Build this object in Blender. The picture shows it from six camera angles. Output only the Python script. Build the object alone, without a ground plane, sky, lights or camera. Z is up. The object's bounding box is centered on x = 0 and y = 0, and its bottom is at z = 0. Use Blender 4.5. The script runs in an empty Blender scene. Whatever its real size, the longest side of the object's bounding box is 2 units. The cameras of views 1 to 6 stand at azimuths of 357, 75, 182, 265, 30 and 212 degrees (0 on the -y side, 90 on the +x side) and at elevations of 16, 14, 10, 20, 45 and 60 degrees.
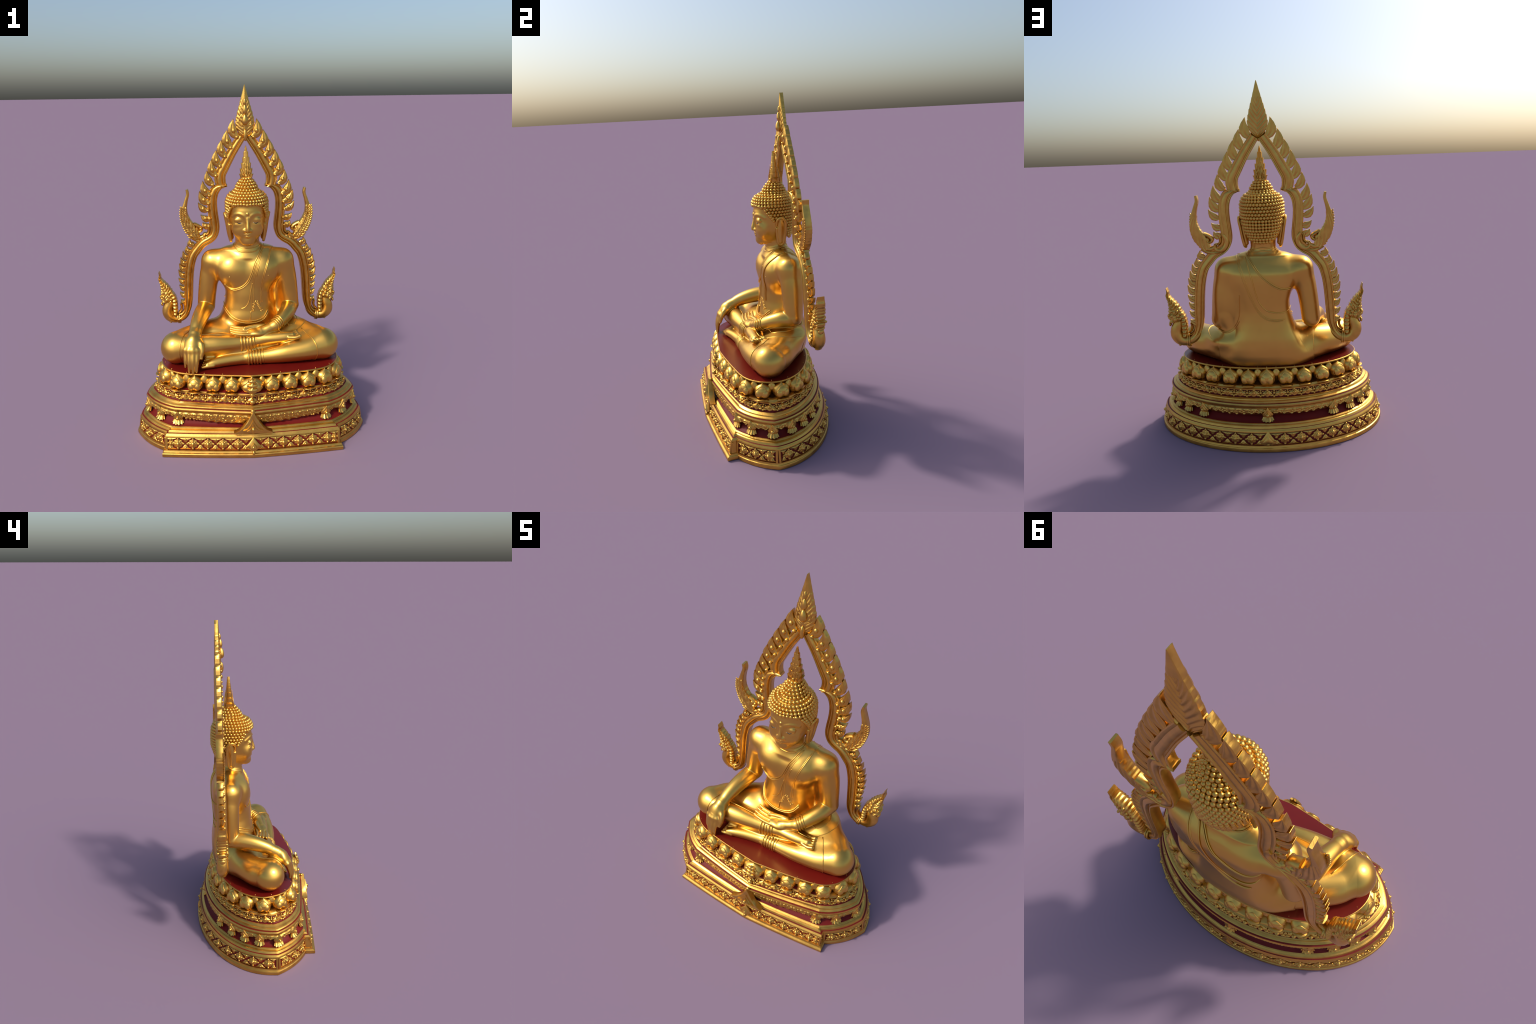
# Golden seated temple statue on a tiered lotus pedestal, with a flame arch behind it.
# Everything is computed: implicit primitives for the body, lofts and sweeps for the rest.
import bpy, math, random
import numpy as np
from mathutils import Vector, Matrix

random.seed(7)
RNG = np.random.default_rng(7)
sc = bpy.context.scene

# ------------------------------------------------------------------ materials
def new_mat(name):
    m = bpy.data.materials.new(name)
    m.use_nodes = True
    nt = m.node_tree
    b = nt.nodes["Principled BSDF"]
    return m, nt, b

def gold_material(name, col_a, col_b, rough, noise_scale, bump, bump_scale, rough_var=0.05):
    m, nt, b = new_mat(name)
    N, L = nt.nodes, nt.links
    tc = N.new("ShaderNodeTexCoord")
    nz = N.new("ShaderNodeTexNoise"); nz.inputs["Scale"].default_value = noise_scale
    nz.inputs["Detail"].default_value = 4
    L.new(tc.outputs["Object"], nz.inputs["Vector"])
    rp = N.new("ShaderNodeValToRGB")
    rp.color_ramp.elements[0].position = 0.35; rp.color_ramp.elements[0].color = (*col_a, 1)
    rp.color_ramp.elements[1].position = 0.65; rp.color_ramp.elements[1].color = (*col_b, 1)
    L.new(nz.outputs["Fac"], rp.inputs["Fac"])
    L.new(rp.outputs["Color"], b.inputs["Base Color"])
    b.inputs["Metallic"].default_value = 1.0
    mr = N.new("ShaderNodeMapRange")
    mr.inputs["From Min"].default_value = 0.3; mr.inputs["From Max"].default_value = 0.7
    mr.inputs["To Min"].default_value = rough - rough_var; mr.inputs["To Max"].default_value = rough + rough_var
    L.new(nz.outputs["Fac"], mr.inputs["Value"]); L.new(mr.outputs["Result"], b.inputs["Roughness"])
    if bump > 0:
        n2 = N.new("ShaderNodeTexNoise"); n2.inputs["Scale"].default_value = bump_scale
        n2.inputs["Detail"].default_value = 3
        L.new(tc.outputs["Object"], n2.inputs["Vector"])
        bp = N.new("ShaderNodeBump"); bp.inputs["Strength"].default_value = bump
        bp.inputs["Distance"].default_value = 0.004
        L.new(n2.outputs["Fac"], bp.inputs["Height"]); L.new(bp.outputs["Normal"], b.inputs["Normal"])
    return m

GOLD = gold_material("polished_gold", (0.70, 0.422, 0.090), (0.745, 0.450, 0.098), 0.345, 7.0, 0.03, 300.0, 0.015)
GOLD_ORN = gold_material("carved_gold", (0.64, 0.375, 0.080), (0.73, 0.435, 0.096), 0.35, 30.0, 0.10, 150.0, 0.05)
GOLD_MLD = gold_material("moulding_gold", (0.60, 0.340, 0.070), (0.70, 0.405, 0.088), 0.35, 18.0, 0.08, 120.0, 0.05)  # base colour darkened toward brown to carry the shading seen on the mouldings

def red_material(name, rough, spec):
    m, nt, b = new_mat(name)
    N, L = nt.nodes, nt.links
    tc = N.new("ShaderNodeTexCoord")
    nz = N.new("ShaderNodeTexNoise"); nz.inputs["Scale"].default_value = 9.0
    L.new(tc.outputs["Object"], nz.inputs["Vector"])
    rp = N.new("ShaderNodeValToRGB")
    rp.color_ramp.elements[0].color = (0.120, 0.005, 0.004, 1)
    rp.color_ramp.elements[1].color = (0.165, 0.009, 0.006, 1)
    L.new(nz.outputs["Fac"], rp.inputs["Fac"]); L.new(rp.outputs["Color"], b.inputs["Base Color"])
    b.inputs["Roughness"].default_value = rough
    b.inputs["Specular IOR Level"].default_value = spec
    return m
RED = red_material("red_lacquer", 0.32, 0.5)
RED_MATT = red_material("red_paint", 0.55, 0.22)

def plain(name, col, rough):
    m, nt, b = new_mat(name)
    b.inputs["Base Color"].default_value = (*col, 1); b.inputs["Roughness"].default_value = rough
    return m
EYE_BLACK = plain("eye_black", (0.008, 0.006, 0.006), 0.15)
EYE_WHITE = plain("eye_white", (0.55, 0.5, 0.45), 0.2)

# ------------------------------------------------------------------ object helpers
def link(ob, parent=None):
    sc.collection.objects.link(ob)
    if parent is not None:
        ob.parent = parent
    return ob

def mesh_data(name, verts, faces, mat, smooth=True, sharp_angle=None):
    me = bpy.data.meshes.new(name)
    me.from_pydata([tuple(map(float, v)) for v in verts], [], [tuple(int(i) for i in f) for f in faces])
    me.validate(verbose=False)
    mats = mat if isinstance(mat, (list, tuple)) else [mat]
    for q in mats:
        me.materials.append(q)
    me.polygons.foreach_set("use_smooth", [smooth] * len(me.polygons))
    if sharp_angle is not None:
        me.set_sharp_from_angle(angle=math.radians(sharp_angle))
    me.update()
    return me

def fast_mesh(name, V, F, mat):
    """V (n,3) float, F (m,4) int quads -> mesh, quickly"""
    me = bpy.data.meshes.new(name)
    me.vertices.add(len(V)); me.vertices.foreach_set("co", np.asarray(V, np.float32).ravel())
    k = F.shape[1]
    me.loops.add(F.size); me.loops.foreach_set("vertex_index", F.astype(np.int32).ravel())
    me.polygons.add(len(F))
    me.polygons.foreach_set("loop_start", np.arange(0, F.size, k, dtype=np.int32))
    me.polygons.foreach_set("loop_total", np.full(len(F), k, np.int32))
    me.polygons.foreach_set("use_smooth", np.ones(len(F), bool))
    me.materials.append(mat)
    me.update(calc_edges=True)
    return me

def obj(name, me, parent=None, matrix=None, kind=None):
    ob = bpy.data.objects.new(name, me)
    link(ob, parent)
    if matrix is not None:
        ob.matrix_world = matrix
    if kind:
        ob["kind"] = kind
    return ob

class Geo:
    """collects vertices and faces of several pieces into one mesh"""
    def __init__(s): s.v, s.f = [], []
    def add(s, V, F):
        o = len(s.v); s.v.extend([tuple(p) for p in V]); s.f.extend([tuple(i + o for i in f) for f in F])
        return s
    def data(s, name, mat, smooth=True, sharp_angle=None):
        return mesh_data(name, s.v, s.f, mat, smooth, sharp_angle)

def spline(pts, n, closed=False):
    """Catmull-Rom (centripetal-ish) through control points, resampled evenly by length to n points"""
    P = np.asarray(pts, float)
    if closed:
        Q = np.vstack([P[-1], P, P[0], P[1]])
    else:
        Q = np.vstack([2 * P[0] - P[1], P, 2 * P[-1] - P[-2]])
    out = []
    for i in range(1, len(Q) - 2):
        p0, p1, p2, p3 = Q[i - 1], Q[i], Q[i + 1], Q[i + 2]
        t = np.linspace(0, 1, 24, endpoint=False)[:, None]
        out.append(0.5 * (2 * p1 + (p2 - p0) * t + (2 * p0 - 5 * p1 + 4 * p2 - p3) * t ** 2 + (3 * p1 - p0 - 3 * p2 + p3) * t ** 3))
    C = np.vstack(out + [Q[-2][None]])
    s = np.concatenate([[0], np.cumsum(np.linalg.norm(np.diff(C, axis=0), axis=1))])
    u = np.linspace(0, s[-1], n + 1 if closed else n)
    R = np.stack([np.interp(u, s, C[:, k]) for k in range(P.shape[1])], 1)
    return R[:-1] if closed else R

def tube_geo(path, rad, sides=8, closed=False, flat=1.0, up=(0, 0, 1)):
    """tube along a 3D polyline; rad scalar or per-point"""
    P = np.asarray(path, float); n = len(P)
    r = np.broadcast_to(np.asarray(rad, float), (n,))
    if closed:
        T = np.roll(P, -1, 0) - np.roll(P, 1, 0)
    else:
        T = np.gradient(P, axis=0)
    T /= np.linalg.norm(T, axis=1)[:, None] + 1e-12
    nrm = np.cross(T[0], up)
    if np.linalg.norm(nrm) < 1e-3: nrm = np.cross(T[0], (1, 0, 0))
    nrm /= np.linalg.norm(nrm)
    V = []
    for i in range(n):
        nrm = nrm - T[i] * (nrm @ T[i]); nrm /= np.linalg.norm(nrm) + 1e-12
        bi = np.cross(T[i], nrm)
        for k in range(sides):
            a = 2 * math.pi * k / sides
            V.append(P[i] + r[i] * (math.cos(a) * nrm + flat * math.sin(a) * bi))
    F = []
    m = n if closed else n - 1
    for i in range(m):
        j = (i + 1) % n
        for k in range(sides):
            l = (k + 1) % sides
            F.append((i * sides + k, i * sides + l, j * sides + l, j * sides + k))
    if not closed:
        F.append(tuple(range(sides))[::-1]); F.append(tuple((n - 1) * sides + k for k in range(sides)))
    return V, F

def sphere_geo(c, r, nu=12, nv=8):
    """ellipsoid; r scalar or 3 radii"""
    r = np.broadcast_to(np.asarray(r, float), (3,)); c = np.asarray(c, float)
    V = [c + r * (0, 0, 1)]
    for i in range(1, nv):
        th = math.pi * i / nv
        for j in range(nu):
            ph = 2 * math.pi * j / nu
            V.append(c + r * (math.sin(th) * math.cos(ph), math.sin(th) * math.sin(ph), math.cos(th)))
    V.append(c - r * (0, 0, 1))
    F = [(0, 1 + j, 1 + (j + 1) % nu) for j in range(nu)]
    for i in range(nv - 2):
        for j in range(nu):
            a = 1 + i * nu; b = a + nu; k = (j + 1) % nu
            F.append((a + j, b + j, b + k, a + k))
    a = 1 + (nv - 2) * nu; e = len(V) - 1
    F += [(a + j, e, a + (j + 1) % nu) for j in range(nu)]
    return V, F

def smoothstep(a, b, x):
    t = np.clip((x - a) / (b - a), 0, 1); return t * t * (3 - 2 * t)

# ------------------------------------------------------------------ top-level thing
ROOT = bpy.data.objects.new("seated_statue", None)
link(ROOT)
ROOT["label"] = "golden seated meditating temple statue with flame arch on lotus pedestal"
ROOT["category"] = "temple statue"
# ================================================================== BODY (implicit surface)
PR = []   # primitives: function, low corner, high corner, blend radius, group, operation

def _reg(f, lo, hi, k, g, op="add"):
    PR.append((f, np.asarray(lo, float), np.asarray(hi, float), k, g, op))

def cone(a, b, ra, rb, k, g, op="add"):
    a, b = np.asarray(a, float), np.asarray(b, float)
    d = b - a; L2 = d @ d
    def f(p):
        t = np.clip((p - a) @ d / L2, 0, 1)
        return np.linalg.norm(p - a - t[:, None] * d, axis=1) - (ra + (rb - ra) * t)
    r = max(ra, rb)
    _reg(f, np.minimum(a, b) - r, np.maximum(a, b) + r, k, g, op)

def chain(pts, k, g, n=None, op="add"):
    """smooth tapering limb: control points (x, y, z, radius), densified, hard union along the limb"""
    P = np.asarray(pts, float)
    S = spline(P, n or 4 * (len(P) - 1) + 1)
    def f(p):
        best = None
        for i in range(len(S) - 1):
            a, b = S[i, :3], S[i + 1, :3]; d = b - a; L2 = d @ d + 1e-12
            t = np.clip((p - a) @ d / L2, 0, 1)
            q = np.linalg.norm(p - a - t[:, None] * d, axis=1) - (S[i, 3] + (S[i + 1, 3] - S[i, 3]) * t)
            best = q if best is None else np.minimum(best, q)
        return best
    r = S[:, 3].max()
    _reg(f, S[:, :3].min(0) - r, S[:, :3].max(0) + r, k, g, op)

def limb(pts, k, g, op="add"):
    """smooth tapering limb: control points (x, y, z, radius) along a nearly straight axis"""
    P = np.asarray(pts, float)
    S = spline(P, 40)
    a, b = S[0, :3], S[-1, :3]; L = np.linalg.norm(b - a); ax = (b - a) / L
    tt = (S[:, :3] - a) @ ax
    slope = np.gradient(S[:, 3], tt)
    def f(p):
        t = np.clip((p - a) @ ax, 0, L)
        c = np.stack([np.interp(t, tt, S[:, i]) for i in range(3)], 1)
        return np.linalg.norm(p - c, axis=1) - np.interp(t, tt, S[:, 3])
    r = S[:, 3].max()
    _reg(f, S[:, :3].min(0) - r, S[:, :3].max(0) + r, k, g, op)

def ellipsoid(c, r, k, g, op="add", rot=None):
    c, r = np.asarray(c, float), np.asarray(r, float)
    R = None if rot is None else np.array(Matrix.Rotation(math.radians(rot[0]), 3, rot[1]))
    def f(p):
        q = p - c
        if R is not None: q = q @ R
        k0 = np.linalg.norm(q / r, axis=1); k1 = np.linalg.norm(q / r ** 2, axis=1) + 1e-9
        return k0 * (k0 - 1) / k1
    e = r if R is None else np.full(3, r.max())
    _reg(f, c - e, c + e, k, g, op)

def stack(rows, n, k, g, op="add", cap=0.0, nb=None):
    """vertical loft: rows (z, half_width, y_front, y_back), superellipse sections of exponent n"""
    A = np.asarray(rows, float); A = A[np.argsort(A[:, 0])]
    zz = np.linspace(A[0, 0], A[-1, 0], 200)
    # monotone smooth interpolation of each column
    def col(j):
        y = np.interp(zz, A[:, 0], A[:, j]); w = 9
        yp = np.pad(y, w, mode="edge"); ker = np.hanning(2 * w + 1); ker /= ker.sum()
        return np.convolve(yp, ker, "valid")
    a, yf, yb = col(1), col(2), col(3)
    def f(p):
        z = p[:, 2]
        aa = np.interp(z, zz, a); f0 = np.interp(z, zz, yf); b0 = np.interp(z, zz, yb)
        c = (f0 + b0) / 2; b = (b0 - f0) / 2
        ne = n if nb is None else n + (nb - n) * smoothstep(-.02, .06, p[:, 1] - c)
        q = ((np.abs(p[:, 0]) / aa) ** ne + (np.abs(p[:, 1] - c) / b) ** ne) ** (1 / ne)
        d = (q - 1) * np.minimum(aa, b) * 0.95
        dz = np.maximum(A[0, 0] - z, z - A[-1, 0])
        return np.where(dz > 0, np.hypot(np.maximum(d, 0), dz), np.maximum(d, dz) if cap == 0 else d)
    _reg(f, (-a.max(), yf.min(), A[0, 0]), (a.max(), yb.max(), A[-1, 0]), k, g, op)
    return lambda x, z: (np.interp(z, zz, yf) + np.interp(z, zz, yb)) / 2 - (np.interp(z, zz, yb) - np.interp(z, zz, yf)) / 2 * max(0, 1 - abs(x / np.interp(z, zz, a)) ** n) ** (1 / n)

def smin(a, b, k):
    h = np.maximum(k - np.abs(a - b), 0) / k
    return np.minimum(a, b) - h * h * k * 0.25

MARG = 0.035
FIELDS = {"leg_r": 1, "leg_l": 2, "foot_r": 3, "foot_l": 4, "fore_r": 5, "fore_l": 6, "hand_r": 5, "hand_l": 6}   # everything else: trunk
def sdf(P, trunk=False):
    """trunk and limbs are blended inside themselves, and joined to each other so that limbs which only touch keep a crease"""
    D = [np.full(len(P), 0.08) for _ in range(7)]
    for f, lo, hi, k, g, op in PR:
        m = np.all((P > lo - MARG - k) & (P < hi + MARG + k), axis=1).nonzero()[0]
        if len(m) == 0: continue
        d = D[FIELDS.get(g, 0)]
        v = f(P[m])
        if op == "add": d[m] = smin(d[m], v, k)
        else: d[m] = -smin(-d[m], v, k)
    if trunk: return smin(D[0], smin(D[1], D[2], .05), .05)
    r = smin(smin(D[1], D[3], .012), D[0], .05); l = smin(smin(D[2], D[4], .012), D[0], .05)
    d = smin(r, l, .008)
    d = smin(smin(d, D[5], .007), D[6], .007)
    # flat where the body rests on the seat
    return np.maximum(d, SEAT_Z - 0.004 - P[:, 2])

SEAT_Z = 0.442

# ---- torso
torso_y = stack([(0.45, .190, .070, .240), (0.50, .205, .055, .268), (0.55, .200, .035, .277), (0.60, .188, .018, .275), (0.65, .166, .010, .268), (0.70, .150, .011, .262),
       (0.76, .137, .018, .258), (0.81, .136, .021, .262), (0.87, .150, .029, .267), (0.93, .178, .036, .270), (0.98, .198, .046, .268),
       (1.02, .180, .064, .250), (1.045, .135, .080, .228), (1.062, .095, .092, .208)], 2.1, 0.03, "torso", nb=3.7)
for s in (-1, 1):
    ellipsoid((s * .092, .106, .945), (.080, .070, .085), .06, "torso")          # breast
    cone((s * .055, .156, 1.042), (s * .205, .156, .992), .050, .058, .035, "torso")  # shoulder slope
# lap, buttocks
ellipsoid((0, .120, .490), (.30, .120, .060), .06, "torso")
ellipsoid((-.165, .045, .555), (.125, .095, .072), .04, "leg_r")
ellipsoid((.165, .050, .550), (.115, .090, .066), .04, "leg_l")
ellipsoid((.265, -.035, .535), (.100, .080, .058), .03, "leg_l")
ellipsoid((0, .030, .505), (.25, .10, .068), .04, "torso")
ellipsoid((-.08, -.062, .495), (.26, .060, .050), .02, "leg_r")
limb([(-.31, -.065, .488, .050), (-.16, -.062, .486, .050), (.0, -.055, .484, .045)], .02, "leg_r")
ellipsoid((.10, -.050, .505), (.22, .045, .046), .02, "leg_r")
ellipsoid((0, .060, .655), (.112, .046, .055), .03, "torso")

# ---- neck
stack([(1.03, .092, .062, .222), (1.06, .078, .070, .207), (1.085, .070, .073, .200), (1.10, .068, .074, .198), (1.16, .070, .070, .20), (1.20, .070, .07, .20)], 2.0, .03, "neck")

# ---- arms
for s, g in ((-1, "arm_r"), (1, "arm_l")):
    dy = .008 if s < 0 else -.006
    limb([(s * .207, .160 + dy, .983, .064), (s * .231, .157 + dy, .90, .057), (s * .247, .156 + dy, .80, .0535), (s * .257, .157 + dy, .705, .0515)], .036, g)
# robe that hangs between the left arm and the back, and over the left thigh
ellipsoid((.160, .188, .840), (.105, .040, .17), .05, "torso")
cone((.225, .175, .72), (.190, .165, .58), .034, .045, .03, "torso")
ellipsoid((.225, .120, .575), (.105, .115, .050), .03, "leg_l")
# forearms
limb([(-.258, .158, .697, .051), (-.274, .085, .693, .0505), (-.292, .010, .680, .0465), (-.307, -.062, .657, .040), (-.316, -.115, .630, .034)], .012, "fore_r")
limb([(.258, .150, .697, .051), (.238, .085, .690, .049), (.208, .030, .674, .043), (.170, -.020, .652, .036), (.150, -.036, .641, .033)], .012, "fore_l")
# right hand hanging over the shin
limb([(-.316, -.112, .631, .034), (-.323, -.150, .607, .035), (-.329, -.172, .582, .026)], .015, "hand_r")
for kx, ky, tip, r0 in ((-.366, -.178, (-.370, -.196, .470), .0135), (-.345, -.190, (-.349, -.213, .446), .0145),
                        (-.323, -.192, (-.328, -.219, .437), .0145), (-.301, -.188, (-.308, -.217, .447), .0140)):
    cone((-.322, -.140, .613), (kx, ky + .002, .568), .027, r0 + .0028, .016, "hand_r")
    limb([(kx, ky, .572, r0 + .0030), ((kx + tip[0]) / 2, (ky + tip[1]) / 2 - .010, .508, r0 * .86), (tip[0], tip[1], tip[2] + .006, .0075)], .008, "hand_r")
ellipsoid((-.330, -.160, .596), (.046, .026, .044), .014, "hand_r", rot=(-28, "X"))
limb([(-.298, -.138, .614, .023), (-.279, -.170, .597, .018), (-.272, -.192, .562, .0130), (-.279, -.202, .527, .0088)], .012, "hand_r")
# left hand resting palm up on the lap
limb([(.155, -.032, .643, .033), (.105, -.050, .626, .029), (.070, -.056, .617, .026)], .012, "hand_l")
ellipsoid((.040, -.058, .612), (.062, .043, .022), .015, "hand_l")
for i in range(4):
    y0 = -.088 + .021 * i; z0 = .608 + .0045 * i
    limb([(.020, y0 + .002, z0, .0115), (-.040, y0, z0 + .003, .0105), (-.085, y0 + .005, z0 + .007, .0098), (-.108 - .003 * (i in (1, 2)), y0 + .010, z0 + .013, .0078)], .004, "hand_l")
limb([(.085, -.028, .634, .017), (.045, -.030, .637, .0135), (.0, -.038, .636, .0105), (-.030, -.045, .634, .008)], .008, "hand_l")

# ---- legs (crossed: right shin lies over the left one)
limb([(-.10, .135, .530, .094), (-.26, .082, .533, .092), (-.375, .010, .531, .089), (-.428, -.055, .530, .088)], .07, "leg_r")
limb([(.10, .135, .530, .094), (.26, .085, .530, .092), (.375, .014, .529, .089), (.430, -.045, .526, .087)], .07, "leg_l")
limb([(-.425, -.062, .534, .084), (-.33, -.084, .548, .067), (-.20, -.085, .556, .0575), (-.09, -.078, .557, .0455), (-.01, -.072, .559, .038)], .03, "leg_r")
limb([(.425, -.060, .525, .082), (.33, -.096, .513, .066), (.20, -.112, .500, .0545), (.09, -.114, .486, .0425), (-.01, -.112, .479, .036)], .03, "leg_l")
# upper foot, sole turned up, toes to the left side
limb([(.0, -.072, .559, .038), (.06, -.070, .568, .037), (.13, -.074, .577, .035), (.20, -.080, .586, .031), (.245, -.082, .590, .026)], .012, "foot_r")
ellipsoid((.145, -.062, .584), (.115, .045, .026), .015, "foot_r")
for i in range(5):
    yy = -.113 + .0175 * i
    limb([(.225, yy * .9 - .004, .592, .0115), (.262, yy, .594, .0105), (.287 - .004 * i, yy + .004, .600, .0088 if i else .0115)], .004, "foot_r")
# lower foot resting on the seat, toes to the right side
limb([(-.01, -.112, .479, .036), (-.06, -.118, .476, .034), (-.14, -.134, .474, .031), (-.21, -.153, .470, .027), (-.245, -.163, .466, .022)], .012, "foot_l")
for i in range(5):
    yy = -.182 + .013 * i
    limb([(-.215, yy + .010, .464 + .006 * i, .0125), (-.252, yy + .003, .462 + .007 * i, .0105), (-.275 + .005 * i, yy, .460 + .0075 * i, .009)], .004, "foot_l")

# ---- head
HAIR = np.array([(1.484, .024, .112, .172), (1.470, .036, .098, .184), (1.452, .049, .084, .196), (1.432, .060, .072, .207), (1.415, .062, .064, .212), (1.406, .082, .036, .219), (1.396, .096, .020, .226),
                 (1.378, .110, .010, .236), (1.352, .117, .006, .247), (1.30, .1175, .007, .254), (1.25, .113, .012, .250), (1.20, .101, .02, .238), (1.155, .080, .05, .218), (1.125, .062, .08, .196)])
SK = HAIR.copy(); SK[:, 1] -= .006; SK[:, 2] += .006; SK[:, 3] -= .006
SK[9:, 2] = .03
stack(SK, 2.0, .008, "head")
face_y = stack([(1.111, .020, .052, .15), (1.120, .038, .037, .17), (1.132, .053, .027, .19), (1.150, .066, .0205, .2), (1.175, .0785, .0155, .2), (1.205, .086, .0125, .2),
                (1.235, .0915, .0115, .2), (1.265, .0930, .0095, .2), (1.295, .0925, .0070, .2), (1.320, .091, .0100, .2), (1.340, .090, .0160, .2), (1.360, .088, .024, .2)], 2.25, .012, "head")
def fp(x, z, out=0.0):
    return (x, face_y(x, z) - out, z)
# nose
chain([(0, .0100, 1.272, .0060), (0, .0040, 1.245, .0072), (0, -.0010, 1.222, .0090), (0, -.0015, 1.2085, .0098)], .010, "head")
for s in (-1, 1):
    ellipsoid((s * .0120, .0082, 1.2045), (.0078, .0085, .0070), .008, "head")
    # brow ridge running into the nose
    B = [(s * .008, 1.258), (s * .011, 1.272), (s * .022, 1.290), (s * .042, 1.300), (s * .062, 1.297), (s * .081, 1.282)]
    chain([(x, face_y(x, z) + .0034, z, .0040) for x, z in B], .009, "head")
    # eye socket and heavy lid
    ellipsoid(fp(s * .047, 1.2645, -.0075), (.0265, .0138, .0165), .005, "head")
    ellipsoid(fp(s * .045, 1.241, -.0065), (.022, .008, .008), .010, "head")
    # cheek
    ellipsoid(fp(s * .048, 1.205, -.021), (.032, .0225, .034), .04, "head")
# lips
ML = [(-.031, 1.1785), (-.016, 1.1815), (-.006, 1.1835), (0, 1.1815), (.006, 1.1835), (.016, 1.1815), (.031, 1.1785)]
chain([(x, face_y(x, z) + .0010 - .0035 * (1 - abs(x) / .035), z, .0030 + .0028 * (1 - abs(x) / .033)) for x, z in ML], .004, "head")
ML = [(-.027, 1.1765), (-.014, 1.1715), (0, 1.1695), (.014, 1.1715), (.027, 1.1765)]
chain([(x, face_y(x, z) + .0010 - .0030 * (1 - abs(x) / .035), z, .0028 + .0040 * (1 - abs(x) / .031)) for x, z in ML], .0035, "head")
ellipsoid(fp(0, 1.135, -.013), (.026, .0155, .018), .03, "head")
ellipsoid(fp(0, 1.3, .0005), (.0052, .0042, .0052), .003, "head")      # urna
# ears with long lobes
for s, g in ((-1, "ear_r"), (1, "ear_l")):
    H = [(.108, .118, 1.238), (.119, .117, 1.262), (.127, .130, 1.279), (.130, .150, 1.279), (.1275, .166, 1.258), (.1195, .168, 1.215),
         (.112, .165, 1.165), (.104, .160, 1.128), (.098, .147, 1.114), (.096, .132, 1.119), (.098, .124, 1.145), (.101, .120, 1.185), (.104, .119, 1.215)]
    chain([(s * x, y, z, .0062) for x, y, z in H], .004, g, n=40)
    chain([(s * .108, .143, 1.265, .014), (s * .106, .143, 1.23, .016), (s * .101, .143, 1.18, .016), (s * .095, .145, 1.135, .014)], .006, g)
    chain([(s * .118, .150, 1.262, .0045), (s * .117, .155, 1.235, .0045), (s * .111, .148, 1.205, .005), (s * .109, .138, 1.195, .004)], .003, g)

# ---- polygonise: sparse evaluation near the surface, surface nets, Newton projection
def polygonise(lo, hi, h, B=8):
    lo, hi = np.asarray(lo, float), np.asarray(hi, float)
    nb = np.ceil((hi - lo) / (h * B)).astype(int); n = nb * B
    vol = np.full(n, 0.05, np.float32)
    bc = [lo[i] + h * (np.arange(nb[i]) * B + (B - 1) / 2) for i in range(3)]
    C = np.stack(np.meshgrid(*bc, indexing="ij"), -1).reshape(-1, 3)
    dc = sdf(C)
    rad = h * B * 0.87 + 0.004
    act = (np.abs(dc) < rad * 1.25).reshape(nb)
    v6 = vol.reshape(nb[0], B, nb[1], B, nb[2], B)
    inside = (dc < 0).reshape(nb)
    ii = np.argwhere(inside & ~act)
    v6[ii[:, 0], :, ii[:, 1], :, ii[:, 2], :] = -0.05
    A = np.argwhere(act)
    o = np.stack(np.meshgrid(*[np.arange(B)] * 3, indexing="ij"), -1).reshape(-1, 3)
    for c0 in range(0, len(A), 2500):
        a = A[c0:c0 + 2500]
        P = (lo + h * (a[:, None, :] * B + o[None])).reshape(-1, 3)
        v6[a[:, 0], :, a[:, 1], :, a[:, 2], :] = sdf(P).reshape(len(a), B, B, B)
    s = vol < 0
    cnt = np.zeros(n - 1, np.uint8)
    for dx in (0, 1):
        for dy in (0, 1):
            for dz in (0, 1):
                cnt += s[dx:n[0] - 1 + dx, dy:n[1] - 1 + dy, dz:n[2] - 1 + dz]
    cells = np.argwhere((cnt > 0) & (cnt < 8))
    idx = np.full(n - 1, -1, np.int32)
    idx[cells[:, 0], cells[:, 1], cells[:, 2]] = np.arange(len(cells))
    acc = np.zeros((len(cells), 3)); num = np.zeros(len(cells))
    for ax in range(3):
        for u in (0, 1):
            for v in (0, 1):
                c0 = cells.copy(); c0[:, (ax + 1) % 3] += u; c0[:, (ax + 2) % 3] += v
                c1 = c0.copy(); c1[:, ax] += 1
                a = vol[tuple(c0.T)]; b = vol[tuple(c1.T)]
                m = (a < 0) != (b < 0)
                t = np.where(m, a / np.where(m, a - b, 1), 0)
                p = c0.astype(float); p[:, ax] += t
                acc[m] += p[m]; num[m] += 1
    V = lo + h * acc / num[:, None]
    F = []
    for ax in range(3):
        sl0 = [slice(1, n[i] - 1) for i in range(3)]; sl1 = list(sl0)
        sl0[ax] = slice(0, n[ax] - 1); sl1[ax] = slice(1, n[ax])
        e = np.argwhere(s[tuple(sl0)] != s[tuple(sl1)])
        off = np.array([1, 1, 1]); off[ax] = 0
        e = e + off
        flip = s[tuple(e.T)]
        u, v = (ax + 1) % 3, (ax + 2) % 3
        q = []
        for du, dv in ((0, 0), (-1, 0), (-1, -1), (0, -1)):
            c = e.copy(); c[:, u] += du; c[:, v] += dv
            q.append(idx[tuple(c.T)])
        q = np.stack(q, 1)
        q[~flip] = q[~flip][:, ::-1]
        F.append(q)
    F = np.vstack(F)
    F = F[(F >= 0).all(1)]
    return V, F

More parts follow.
